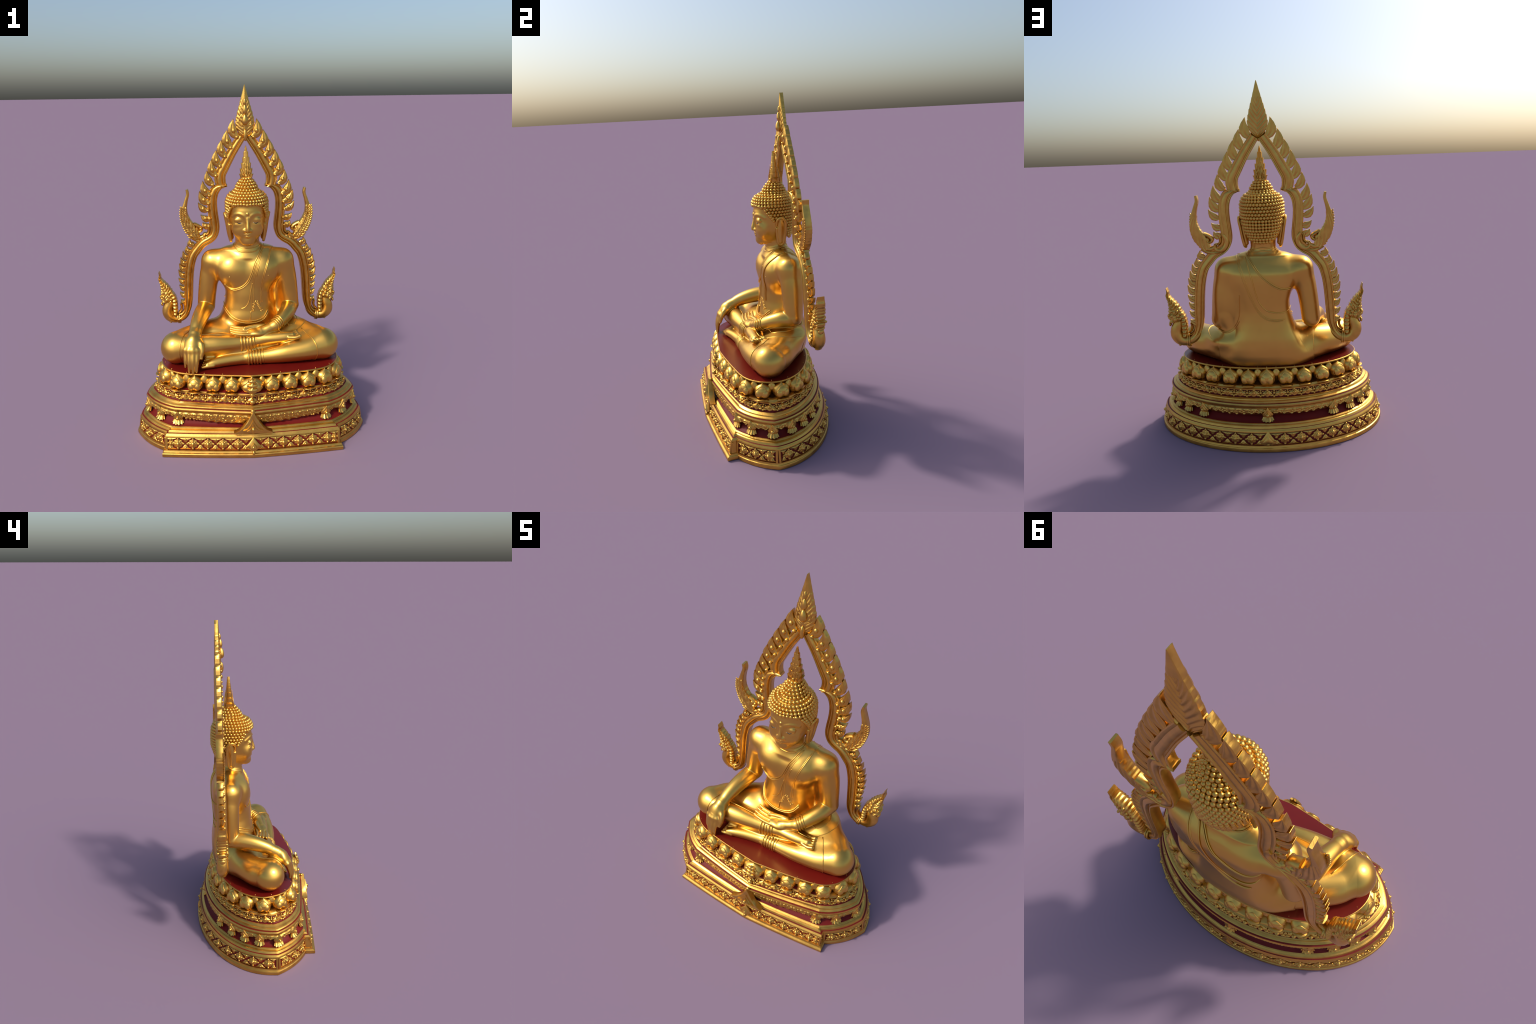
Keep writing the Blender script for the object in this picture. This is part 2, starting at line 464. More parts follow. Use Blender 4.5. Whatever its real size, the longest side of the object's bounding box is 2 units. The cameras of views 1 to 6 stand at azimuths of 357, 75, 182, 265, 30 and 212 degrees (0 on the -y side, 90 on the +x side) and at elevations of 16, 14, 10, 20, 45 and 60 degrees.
def grad(P, e=0.0015):
    G = np.zeros_like(P)
    for i in range(3):
        d = np.zeros(3); d[i] = e
        G[:, i] = sdf(P + d) - sdf(P - d)
    return G / (np.linalg.norm(G, axis=1)[:, None] + 1e-9)

def project(P, it=2):
    for _ in range(it):
        P = P - np.clip(sdf(P), -.01, .01)[:, None] * grad(P)
    return P

def cast_y(x, z, sign):
    """from far in front (sign -1) or behind (+1) walk along y to the body surface"""
    x = np.asarray(x, float); z = np.asarray(z, float)
    y = np.full(len(x), sign * 0.42)
    for _ in range(40):
        d = sdf(np.stack([x, y, z], 1), True)
        y = y - sign * np.clip(d, -.01, .03) * 0.85
    return np.stack([x, y, z], 1)

GROUPS = sorted({p[4] for p in PR})
def part_faces(lo, hi, h, zcut, above):
    V, F = polygonise(lo, hi, h)
    V = V - np.clip(sdf(V), -.002, .002)[:, None] * grad(V, .001)
    cen = V[F].mean(1)
    keep = cen[:, 2] > zcut - .002 if above else cen[:, 2] < zcut
    F = F[keep]; cen = cen[keep]
    used, inv = np.unique(F, return_inverse=True)
    V = V[used]; F = inv.reshape(F.shape)
    N = grad(V, .0016)
    # raised sash over the left shoulder, down the chest and across the back
    for sgn, xl, xr in ((-1, [(.72, .014), (.79, .015), (.85, .019), (.905, .024), (.955, .036), (1.01, .056), (1.075, .084)], [(.72, .078), (.765, .077), (.815, .075), (.865, .081), (.905, .088), (.945, .098), (.985, .111), (1.035, .129), (1.075, .143)]),
                        (1, [(.75, -.05), (.80, .012), (.87, .045), (.94, .062), (1.0, .080), (1.075, .099)], [(.72, -.02), (.75, .022), (.80, .052), (.87, .083), (.94, .108), (1.0, .126), (1.075, .142)])):
        zl = np.array(xl); zr = np.array(xr); z = V[:, 2]
        m = smoothstep(-.002, .002, V[:, 0] - np.interp(z, zl[:, 0], zl[:, 1])) * smoothstep(-.002, .002, np.interp(z, zr[:, 0], zr[:, 1]) - V[:, 0])
        m *= smoothstep(.05, .25, sgn * N[:, 1]) * smoothstep(.715, .72, z) * (z < 1.09) * (sgn * (V[:, 1] - .15) > 0)
        V = V + N * (m * .0026)[:, None]
    gd = np.full((len(cen), len(GROUPS)), 1.0, np.float32)
    for f, lo, hi, k, g, op in PR:
        if op != "add": continue
        m = np.all((cen > lo - .02) & (cen < hi + .02), axis=1).nonzero()[0]
        if len(m):
            j = GROUPS.index(g); gd[m, j] = np.minimum(gd[m, j], f(cen[m]))
    return V, F, N, gd.argmin(1)
NECK_Z = 1.088      # the neck is cut along a ring crease, where a ridge covers the joint
MESHES = [part_faces((-.54, -.25, .425), (.54, .30, 1.11), 0.0031, NECK_Z, False),
          part_faces((-.15, -.03, 1.06), (.15, .28, 1.50), 0.0021, NECK_Z, True)]
NAME = {"torso": "torso", "neck": "neck", "head": "head", "arm_r": "arm", "arm_l": "arm", "fore_r": "forearm", "fore_l": "forearm", "hand_r": "hand", "hand_l": "hand", "leg_r": "leg",
        "leg_l": "leg", "foot_r": "foot", "foot_l": "foot", "ear_r": "ear", "ear_l": "ear"}
BODY = {}
for j, g in enumerate(GROUPS):
    Vs, Fs, Ns, o = [], [], [], 0
    for V, F, N, lab in MESHES:
        f = F[lab == j]
        if len(f) == 0: continue
        used, inv = np.unique(f, return_inverse=True)
        Vs.append(V[used]); Ns.append(N[used]); Fs.append(inv.reshape(f.shape) + o); o += len(used)
    if not Vs: continue
    me = fast_mesh(NAME[g], np.vstack(Vs), np.vstack(Fs), GOLD)
    me.normals_split_custom_set_from_vertices(np.vstack(Ns).astype(np.float32))
    BODY[g] = obj(NAME[g], me, ROOT)
for g in ("ear_r", "ear_l"):
    BODY[g].parent = BODY["head"]
for a, h_ in (("fore_r", "arm_r"), ("fore_l", "arm_l"), ("hand_r", "arm_r"), ("hand_l", "arm_l"), ("foot_r", "leg_r"), ("foot_l", "leg_l")):
    BODY[a].parent = BODY[h_]
# ================================================================== HAIR, EYES, FLAME ON THE HEAD
HEAD = BODY["head"]
# --- curls: rings of small knobs over the scalp, from the topknot down to the hairline
me_curl = mesh_data("hair_curl", *sphere_geo((0, 0, 0), 1.0, 12, 8), GOLD)
hz = np.linspace(1.482, 1.128, 240)
hs = np.interp(hz, HAIR[::-1, 0], HAIR[::-1, 1]); hb = np.interp(hz, HAIR[::-1, 0], HAIR[::-1, 3])
arc = np.concatenate([[0], np.cumsum(np.hypot(np.diff(hz), np.diff((hs + hb - .14) / 2)))])
STEP = 0.0176
LINE_A = np.radians([0, 12, 30, 50, 68, 78, 88, 112, 122, 134, 150, 180])      # hairline height by direction
LINE_Z = [1.352, 1.356, 1.354, 1.338, 1.292, 1.264, 1.276, 1.276, 1.205, 1.163, 1.145, 1.137]
curls = []
rows = int(arc[-1] / STEP)
for i in range(rows + 1):
    z = float(np.interp(i * STEP, arc, hz))
    a = float(np.interp(z, HAIR[::-1, 0], HAIR[::-1, 1])); f = float(np.interp(z, HAIR[::-1, 0], HAIR[::-1, 2])); b = float(np.interp(z, HAIR[::-1, 0], HAIR[::-1, 3]))
    cy, ry = (f + b) / 2, (b - f) / 2
    cy, ry = max(cy, .126), min(ry, .13) if z > 1.39 else .127 * min(1, (b - .126) / .122)
    per = math.pi * (3 * (a + ry) - math.sqrt((3 * a + ry) * (a + 3 * ry)))
    n = max(7, int(round(per / (STEP * 1.06))))
    for j in range(n):
        t = 2 * math.pi * (j + .5 * (i % 2)) / n
        x, y = a * math.sin(t), cy - ry * math.cos(t)
        ang = abs(math.atan2(x, -(y - .126)))
        if z < np.interp(ang, LINE_A, LINE_Z): continue
        curls.append((x, y, z, ang))
# a row of curls that follows the hairline itself
for s in (-1, 1):
    for ang in np.concatenate([np.radians(np.arange(0 if s > 0 else 8.2, 48, 8.2)), np.radians([54, 60, 65, 69, 73, 77])]):
        z = float(np.interp(ang, LINE_A, LINE_Z)) - .002
        a = float(np.interp(z, HAIR[::-1, 0], HAIR[::-1, 1]))
        t = math.atan2(math.sin(ang) / a, math.cos(ang) / .122)
        curls.append((s * a * math.sin(t) * .985, .126 - .120 * math.cos(t), z, ang))
curls.sort(key=lambda c: c[3])
rest = Geo()
for i, (x, y, z, ang) in enumerate(curls):
    r = (0.0106 if z < 1.41 else 0.0098) * (1 + 0.06 * (RNG.random() - .5))
    n = Vector((x, y - .13, (z - 1.29) * .8 if z < 1.41 else (z - 1.40) * 1.0)).normalized()
    q = n.to_track_quat("Z", "Y").to_matrix().to_4x4()
    M = Matrix.Translation((x, y, z)) @ q @ Matrix.Diagonal((r, r, r * 1.08, 1))
    if i < 300:
        obj("hair_curl", me_curl, HEAD, M)
    else:
        V, F = sphere_geo((0, 0, 0), 1, 12, 8)
        rest.add([M @ Vector(v) for v in V], F)
if rest.v:
    obj("hair_curls", rest.data("hair_curls", GOLD), HEAD, kind="stuff")

# --- eyes: narrow dark slits with a white corner under the lowered lids
def slit(s, x0, x1, zc, drop, thick, mat, name, out):
    g = Geo(); n = 15; V = []
    for i in range(n):
        u = i / (n - 1); x = x0 + (x1 - x0) * u
        bow = math.sin(math.pi * u)
        z = zc - drop * bow + .0035 * max(0, u - .55) / .45
        h = thick * bow ** .7 + .0003
        y = float(cast_y([s * x], [z], -1)[0, 1])
        V += [(s * x, y - out, z + h), (s * x, y - out - .0006, z), (s * x, y - out, z - h), (s * x, y + .004, z)]
    F = []
    for i in range(n - 1):
        for k in range(4):
            F.append((i * 4 + k, i * 4 + (k + 1) % 4, i * 4 + 4 + (k + 1) % 4, i * 4 + 4 + k))
    g.add(V, F); obj(name, g.data(name, mat), HEAD)
for s in (-1, 1):
    slit(s, .030, .072, 1.2508, .0040, .0022, EYE_WHITE, "eye", .0022)
    slit(s, .034, .062, 1.2500, .0036, .0026, EYE_BLACK, "pupil", .0032)

def surface_tube(geo, pts, sign, rad, n=60, sink=0.12, sides=8, lift=0.0024):
    """raised seam: curve given as (x, z), laid on the body from the front (-1) or back (+1)"""
    C = spline(pts, n)
    P = cast_y(C[:, 0], C[:, 1], sign)
    hit = np.abs(sdf(P, True)) < .004
    if hit.sum() < 5: return
    i0, i1 = np.where(hit)[0][[0, -1]]
    P = P[i0:i1 + 1]; P = P[hit[i0:i1 + 1]]; n = len(P)
    Nn = grad(P)
    P = P + Nn * (rad * (1 - 2 * sink) + lift)
    for k in range(2):
        P[1:-1] = (P[:-2] + 2 * P[1:-1] + P[2:]) / 4
    r = np.full(n, rad); r[0] = r[-1] = rad * .4
    geo.add(*tube_geo(P, r, sides))

g = Geo()
for s in (-1, 1):
    surface_tube(g, [(s * .028, 1.256), (s * .040, 1.2515), (s * .052, 1.2505), (s * .066, 1.2555), (s * .076, 1.262)], -1, .0014, 24, lift=0)
obj("eyelid_rim", g.data("eyelid_rim", GOLD), HEAD)

# --- flame finial on the topknot: flat tongue with stepped, licking edges and flowing grooves
def flame(name, base_z, top_z, cy, half, depth, parent, steps=6, mat=None):
    n = 60; V, F = [], []
    cols = 25
    for i in range(n + 1):
        t = i / n
        w = half * np.interp(t, [0, .08, .18, .30, .45, .62, .8, .93, 1], [.80, 1.0, 1.02, .90, .72, .52, .32, .16, .02])
        ph = (t * steps) % 1.0
        w *= 1 + 0.34 * (ph - .45) * (t > .12) * (t < .94)
        d = depth * np.interp(t, [0, .15, .5, 1], [1, .96, .62, .25])
        z = base_z + (top_z - base_z) * t
        for side in (-1, 1):
            for j in range(cols):
                u = j / (cols - 1) * 2 - 1
                groove = .10 * math.cos(u * 5.2 * math.pi + .8 * math.sin(t * 9)) * (1 - t * .6)
                yy = d * (0.62 + .38 * math.sqrt(max(0, 1 - u * u)) + groove * (1 - u * u) ** .5)
                V.append((w * u, cy + side * yy, z + .004 * abs(u) * (ph > .7)))
    rw = 2 * cols
    for i in range(n):
        for j in range(cols - 1):
            a = i * rw + j; F.append((a, a + 1, a + 1 + rw, a + rw))
            a = i * rw + cols + j; F.append((a + 1, a, a + rw, a + 1 + rw))
        a = i * rw; F.append((a + cols, a, a + rw, a + cols + rw))
        a = i * rw + cols - 1; F.append((a, a + cols, a + cols + rw, a + rw))
    F.append(tuple(range(cols - 1, -1, -1)) + tuple(range(cols, 2 * cols)))
    e = n * rw; F.append(tuple(range(e, e + cols)) + tuple(range(e + 2 * cols - 1, e + cols - 1, -1)))
    me = mesh_data(name, V, F, mat or GOLD_ORN, True, 50)
    return obj(name, me, parent)
FL = flame("crown_flame", 1.476, 1.666, .1465, .0355, .027, HEAD)
g = Geo(); g.add(*sphere_geo((0, .119, 1.497), (.0075, .006, .010)))
g.add(*sphere_geo((0, .174, 1.497), (.0075, .006, .010)))
for sy in (-1, 1):
    for k, (w, h0, h1) in enumerate(((.014, 1.484, 1.535), (.022, 1.480, 1.56), (.030, 1.478, 1.585))):
        for s in (-1, 1):
            pts = [(0, h0), (s * w * .8, h0 + .008), (s * w, h0 + (h1 - h0) * .35), (s * w * .55, h0 + (h1 - h0) * .65), (s * w * .25, h1)]
            C = spline(pts, 20)
            g.add(*tube_geo([(x, .1465 + sy * (.0275 - .35 * max(0, z - 1.50) * .27), z) for x, z in C], np.linspace(.0026, .001, 20), 6))
obj("crown_flame_tongues", g.data("crown_flame_tongues", GOLD_ORN), FL)
# ================================================================== ROBE EDGES, BRACELETS, ANKLETS
TORSO = BODY["torso"]
g = Geo()
# chest edge (double), from the left shoulder under the right arm
edge = [(.083, 1.083), (.060, 1.040), (.040, 1.005), (.018, .945), (-.004, .900), (-.032, .870), (-.066, .853), (-.092, .848), (-.118, .857), (-.139, .877)]
surface_tube(g, edge, -1, .0032)
surface_tube(g, [(x + .006, z - .008) for x, z in edge], -1, .0032)
# sash: left edge lines, right edge pair
surface_tube(g, [(.093, 1.075), (.070, 1.02), (.050, .965), (.036, .915), (.031, .86), (.029, .80), (.027, .745)], -1, .0027)
surface_tube(g, [(.078, 1.06), (.058, 1.01), (.038, .955), (.026, .905), (.021, .85), (.017, .79), (.016, .72)], -1, .0027)
surface_tube(g, [(.064, .985), (.054, .955), (.048, .925)], -1, .0033, 16)
R_EDGE = [(.144, 1.078), (.128, 1.035), (.110, .985), (.097, .945), (.087, .905), (.080, .865), (.074, .815), (.076, .765)]
surface_tube(g, R_EDGE, -1, .0032)
surface_tube(g, [(x - .008, z - .003) for x, z in R_EDGE], -1, .0025)
# fold that swings to the right over the belly, and the belly seam
surface_tube(g, [(.022, .885), (.012, .84), (.004, .79), (-.010, .755), (-.026, .738), (-.046, .730)], -1, .0029)
surface_tube(g, [(.008, .715), (.008, .69), (.006, .665)], -1, .0030, 12)
# belt lines
for dz, k in ((0, 1.0), (-.013, 1.03)):
    surface_tube(g, [(-.150 * k, .735 + dz), (-.125 * k, .703 + dz), (-.090 * k, .676 + dz), (-.045 * k, .662 + dz), (.0, .658 + dz), (.045 * k, .661 + dz), (.085 * k, .676 + dz), (.112 * k, .712 + dz)], -1, .0031 if dz > -.03 else .002)
# back seams
F1 = [(.098, 1.085), (.072, 1.045), (.045, 1.005), (.015, .967), (-.020, .935), (-.055, .908), (-.090, .890), (-.120, .885), (-.150, .889)]
surface_tube(g, F1, 1, .0030); surface_tube(g, [(x - .004, z + .008) for x, z in F1], 1, .0026)
G1 = [(.098, 1.072), (.078, 1.015), (.062, .965), (.050, .912), (.033, .862), (.014, .833), (-.012, .812), (-.045, .800), (-.080, .794), (-.118, .797), (-.140, .806)]
surface_tube(g, [(x, z - .04 * min(1, max(0, (.12 - x) * 8))) for x, z in G1], 1, .0032)
H1 = [(.140, 1.078), (.125, 1.03), (.106, .985), (.090, .937), (.068, .882), (.042, .830), (.018, .797), (-.012, .772), (-.045, .760), (-.078, .755), (-.11, .757)]
surface_tube(g, [(x, z - .04 * min(1, max(0, (.14 - x) * 8))) for x, z in H1], 1, .0028)
surface_tube(g, [(x + .009, z - .008 - .04 * min(1, max(0, (.14 - x) * 8))) for x, z in H1], 1, .0026)
I1 = [(.136, .86), (.138, .80), (.140, .76), (.150, .715), (.172, .675), (.205, .648), (.245, .640), (.285, .652)]
surface_tube(g, I1, 1, .0024); surface_tube(g, [(x - .008, z - .006) for x, z in I1[3:]], 1, .0024)
obj("robe_seam", g.data("robe_seam", GOLD), TORSO)

# beaded tassels at the end of the sash
g = Geo()
for pts in ([(.036, .772), (.030, .752), (.026, .735), (.022, .715)], [(.048, .772), (.056, .752), (.064, .733), (.076, .712)]):
    C = spline(pts, 11)
    for i, (x, z) in enumerate(C):
        p = cast_y([x + .004 * math.cos(i * 2.2)], [z], -1)[0]
        g.add(*sphere_geo(p - (0, .003, 0), (.0058, .0045, .0050), 8, 6))
        p = cast_y([x - .006 * math.cos(i * 2.2)], [z + .004], -1)[0]
        g.add(*sphere_geo(p - (0, .003, 0), (.0050, .0040, .0050), 8, 6))
obj("sash_tassel", g.data("sash_tassel", GOLD_ORN), TORSO)

# nipples
g = Geo()
for x, z in ((-.110, .924), (.116, .928)):
    p = cast_y([x], [z], -1)[0]; g.add(*sphere_geo(p, (.005, .004, .005), 10, 8))
obj("nipple", g.data("nipple", GOLD), TORSO)

# rings round limbs: bands that follow the limb surface, found by shooting outward from the limb axis
def limb_ring(geo, c, axis, rad, reach=.09, n=36, tilt=None, keep=None, start=None):
    c = np.asarray(c, float); ax = np.asarray(axis, float); ax /= np.linalg.norm(ax)
    u = np.cross(ax, (0, 0, 1)); u /= np.linalg.norm(u); v = np.cross(ax, u)
    P = []
    for i in range(n):
        a = 2 * math.pi * i / n
        d = math.cos(a) * u + math.sin(a) * v
        if tilt is not None: d = d + ax * tilt * math.cos(a)
        d = d / np.linalg.norm(d)
        t = np.linspace(.012 if start is None else start, reach, 70)
        s = sdf(c + t[:, None] * d)
        k = np.argmax(s > 0) if (s > 0).any() else len(t) - 1
        P.append(c + d * (t[k] if s[k] > 0 else np.nan))
    P = np.array(P); ok = ~np.isnan(P[:, 0])
    if keep is not None: ok &= keep(P)
    if ok.all():
        geo.add(*tube_geo(P, rad, 6, closed=True)); return
    # keep the runs of visible points
    idx = np.where(~ok)[0]
    if len(idx) == 0 or ok.sum() < 4: return
    order = np.roll(np.arange(n), -idx[0]); run = []
    for i in list(order) + [order[0]]:
        if ok[i]: run.append(P[i])
        else:
            if len(run) > 3: geo.add(*tube_geo(np.array(run), rad, 6))
            run = []
for name, parent, ctr, axis, r, m, sp, keep in (
        ("anklet", "leg_r", (-.052, -.075, .558), (1, .05, .03), .0068, 5, .0180, None),
        ("anklet", "leg_l", (-.012, -.112, .480), (1, -.01, .06), .0064, 5, .0170, None),
        ("bracelet", "arm_l", (.178, -.014, .655), (-.75, -.62, -.2), .0052, 4, .0135, None)):
    g = Geo()
    ax = np.array(axis, float); ax /= np.linalg.norm(ax)
    for i in range(m):
        limb_ring(g, np.array(ctr) + ax * sp * i, ax, r, reach=.06, keep=keep)
    obj(name, g.data(name, GOLD), BODY[parent])
# trouser hems on the knees and shins
g = Geo()
limb_ring(g, (.345, -.078, .515), (1, .35, .05), .0034, reach=.13, n=60, tilt=.15)
obj("trouser_hem", g.data("trouser_hem", GOLD), BODY["leg_l"])
g = Geo()
limb_ring(g, (.075, -.113, .488), (1, -.05, .1), .0026, reach=.07, n=40)
obj("trouser_hem", g.data("trouser_hem", GOLD), BODY["leg_l"])
g = Geo()
limb_ring(g, (-.375, -.068, .542), (1, -.35, .0), .0030, reach=.13, n=60)
surface = spline([(-.30, .617), (-.20, .612), (-.10, .606), (-.03, .602)], 30)
g.add(*tube_geo(project(np.stack([surface[:, 0], np.full(30, -.065), surface[:, 1]], 1), 4), .0026, 6))
obj("trouser_hem", g.data("trouser_hem", GOLD), BODY["leg_r"])
# curved folds of the robe on the left thigh
g = Geo()
for pts in ([(.150, -.03, .63), (.215, -.02, .63), (.275, .03, .64), (.295, .11, .64), (.26, .20, .64)],
            [(.17, -.005, .64), (.215, .005, .64), (.255, .05, .65), (.262, .12, .65), (.24, .18, .65)],
            [(.14, -.055, .62), (.22, -.058, .62), (.31, .0, .63), (.345, .09, .62), (.32, .19, .60)]):
    g.add(*tube_geo(project(spline(pts, 40), 6), np.concatenate([np.linspace(.001, .0028, 8), np.full(24, .0028), np.linspace(.0028, .001, 8)]), 6))
obj("robe_fold", g.data("robe_fold", GOLD), BODY["leg_l"])
# neck rings
g = Geo()
for z, tilt_, r in ((1.080, .034, .0036), (1.098, .024, .0024)):
    P = []
    for i in range(64):
        a = 2 * math.pi * i / 64
        P.append((.074 * math.sin(a), .145 - .074 * math.cos(a), z - tilt_ * math.cos(a) * .6))
    g.add(*tube_geo(project(np.array(P), 5), r, 6, closed=True))
obj("neck_ring", g.data("neck_ring", GOLD), BODY["neck"])
# ================================================================== FLAME ARCH BEHIND THE FIGURE
def lean(z): return float(np.interp(z, [.60, .80, 1.05, 1.20, 1.45, 1.70, 1.80], [.012, .010, .007, .003, -.002, -.002, .000]))           # the arch leans slightly back at its foot

def sweep(inner, width, profile, side, clip_apex=False):
    """moulding swept along the inner edge of the arch; profile rows (fraction of width, y)"""
    C = np.asarray(inner, float); n = len(C)
    T = np.gradient(C, axis=0); T /= np.linalg.norm(T, axis=1)[:, None]
    Nn = np.stack([-T[:, 1], T[:, 0]], 1)           # left of travel = outward when walking down the right half
    V = []; m = len(profile)
    for i in range(n):
        for fr, y in profile:
            x, z = C[i] + Nn[i] * fr * width[i]
            if clip_apex: x = max(x, 0.0)
            V.append((side * x, .235 - (.235 - y) * thick(z) + lean(z), z))
    F = []
    for i in range(n - 1):
        for k in range(m):
            l = (k + 1) % m
            q = (i * m + k, i * m + l, (i + 1) * m + l, (i + 1) * m + k)
            F.append(q if side > 0 else q[::-1])
    c0 = tuple(range(m)); c1 = tuple((n - 1) * m + k for k in range(m))
    F.append(c0[::-1] if side > 0 else c0); F.append(c1 if side > 0 else c1[::-1])
    return V, F

PROFILE = [(0, .186), (.03, .180), (.10, .178), (.14, .182), (.17, .192), (.25, .193), (.30, .186), (.40, .178), (.55, .175), (.68, .178), (.76, .184),
           (.79, .190), (.86, .186), (.93, .186), (1.0, .192), (1.0, .226), (.93, .231), (.80, .231), (.74, .228), (.62, .233), (.42, .236), (.30, .232), (.26, .226),
           (.18, .226), (.13, .234), (.04, .236), (0, .232)]
def thick(z): return float(np.interp(z, [.6, 1.0, 1.2, 1.8], [1.0, .93, .78, .68]))
TOP = spline([(0, 1.700), (.055, 1.612), (.103, 1.520), (.1165, 1.492), (.1185, 1.465), (.1155, 1.443), (.110, 1.430)], 60)
LOW = spline([(.110, 1.4265), (.133, 1.422), (.155, 1.401), (.168, 1.370), (.173, 1.33), (.171, 1.28), (.165, 1.228), (.162, 1.185), (.168, 1.148), (.185, 1.114),
              (.212, 1.090), (.250, 1.067), (.281, 1.032), (.304, 1.0), (.319, .951), (.328, .90), (.334, .84), (.338, .78), (.343, .72), (.352, .675), (.372, .632), (.402, .602), (.428, .588)], 150)
g = Geo()
wT = np.interp(np.linspace(0, 1, 60), [0, .5, .85, .95, 1], [.050, .058, .066, .060, .03])
wL = np.interp(LOW[:, 1], [.588, .62, .68, .75, .95, 1.05, 1.12, 1.2, 1.33, 1.375, 1.40, 1.42, 1.428], [.030, .034, .044, .053, .056, .056, .052, .060, .057, .058, .054, .030, .012])
for s in (-1, 1):
    g.add(*sweep(TOP, wT, PROFILE, s, True)); g.add(*sweep(LOW, wL, PROFILE, s))
# keystone bead at the crown
g.add(*sphere_geo((0, .188, 1.722), (.012, .014, .034), 14, 10))
V, F = sphere_geo((0, .208, 1.738), (.040, .014, .036), 16, 10); g.add(V, F)
ARCH = obj("flame_arch", g.data("flame_arch", GOLD_ORN, True, 40), ROOT)

def ribbon(spine, wl, wr, yf, yb, front, back, n=40, cols=15, serr=None):
    """carved plate: spine (x, z), half widths left/right along it, relief functions of (u, t) for front and back"""
    C = spline(spine, n); T = np.gradient(C, axis=0); T /= np.linalg.norm(T, axis=1)[:, None]
    Nn = np.stack([T[:, 1], -T[:, 0]], 1)
    t = np.linspace(0, 1, n)
    tl = np.linspace(0, 1, len(wl)); L = np.interp(t, tl, wl); Rr = np.interp(t, np.linspace(0, 1, len(wr)), wr)
    V = []
    for i in range(n):
        for sd in (0, 1):
            for j in range(cols):
                u = j / (cols - 1) * 2 - 1
                w = (Rr[i] if u > 0 else L[i])
                if serr is not None: w *= 1 + serr(u, t[i]) * abs(u)
                x, z = C[i] + Nn[i] * u * w
                e = 1 - abs(u) ** 6
                thin = min(1, .25 + 1.5 * (1 - t[i]))
                y = (yf - front(u, t[i]) * thin * e) if sd == 0 else (yb + back(u, t[i]) * thin * e)
                V.append((x, y, z))
    rw = 2 * cols; F = []
    for i in range(n - 1):
        for j in range(cols - 1):
            a = i * rw + j; F.append((a, a + 1, a + 1 + rw, a + rw))
            a = i * rw + cols + j; F.append((a + 1, a, a + rw, a + 1 + rw))
        a = i * rw; F.append((a + cols, a, a + rw, a + cols + rw))
        a = i * rw + cols - 1; F.append((a, a + cols, a + cols + rw, a + rw))
    F.append(tuple(range(cols - 1, -1, -1)) + tuple(range(cols, 2 * cols)))
    e = (n - 1) * rw; F.append(tuple(range(e, e + cols)) + tuple(range(e + 2 * cols - 1, e + cols - 1, -1)))
    return V, F

def mirror(V, F): return [(-x, y, z) for x, y, z in V], [f[::-1] for f in F]

# --- flame leaves along the outer edge: bead centre -> tip (x, z)
UP = [((.066, 1.739), (.066, 1.8135)), ((.102, 1.680), (.102, 1.7535)), ((.135, 1.628), (.1365, 1.697)), ((.166, 1.572), (.1685, 1.640)), ((.192, 1.517), (.197, 1.586)),
      ((.215, 1.460), (.2265, 1.522)), ((.237, 1.398), (.2525, 1.4625)), ((.247, 1.345), (.2755, 1.403)), ((.252, 1.294), (.285, 1.3355)), ((.240, 1.236), (.273, 1.261)), ((.243, 1.192), (.262, 1.214))]
DN = [((.337, 1.083), (.343, 1.1125)), ((.355, 1.041), (.3625, 1.072)), ((.370, 1.004), (.3895, 1.0375)), ((.383, .965), (.404, .999)), ((.389, .929), (.4155, .9585)),
      ((.393, .886), (.4215, .9195)), ((.395, .845), (.424, .865)), ((.393, .802), (.420, .8225)), ((.392, .756), (.4195, .7735)), ((.394, .712), (.417, .7225))]
def leaf(bead, tip, small):
    b, t = np.array(bead), np.array(tip); L = np.linalg.norm(t - b); e1 = (t - b) / L
    e2 = np.array([e1[1], -e1[0]])                              # outward (to +x)
    if small:
        L2 = L
        sp = [b + (-.017, -.009), b + (-.005, -.005), b + (.007, -.001), b * .45 + t * .55 + (.004, -.002), b * .15 + t * .85 + (.0015, -.001), t]
        wl = np.array([.013, .0155, .0150, .0105, .0050, .0006]); wr = np.array([.013, .0175, .0180, .0135, .0065, .0006])
        br = .0092
    else:
        L2 = max(L, .052)
        sp = [b + e1 * a * L + e2 * c * L2 for a, c in ((-.36, -.34), (-.18, -.13), (.08, .0), (.40, .045), (.72, .035), (1.0, 0))]
        wl = np.array([.17, .25, .31, .22, .10, .008]) * L2; wr = np.array([.18, .36, .44, .36, .18, .008]) * L2
        br = .0115
    yc = lean((b[1] + t[1]) / 2)
    fr = lambda u, t_: .004 + .0035 * (1 - u * u) + .0018 * math.cos(u * 9 + t_ * 3) * (t_ > .25)
    bk = lambda u, t_: .002 + .0015 * math.cos(u * 7 + 2 * t_)
    se = lambda u, t_: (.10 * ((t_ * 5) % 1 - .5) if u > .5 and .3 < t_ < .95 else 0)
    V, F = ribbon(sp, wl, wr, .202 + yc, .2265 + yc, fr, bk, 26 if small else 34, 13, se)
    g = Geo(); g.add(V, F)
    g.add(*sphere_geo((b[0] + .10 * L * e1[0], .1955 + yc, b[1] + .10 * L * e1[1]), (br, .0105, br * 1.15), 12, 8))
    if not small:
        r0 = b - e1 * .38 * L - e2 * .24 * L2
        g.add(*sphere_geo((r0[0], .193 + yc, r0[1]), (.010, .008, .008), 10, 6))
    return g
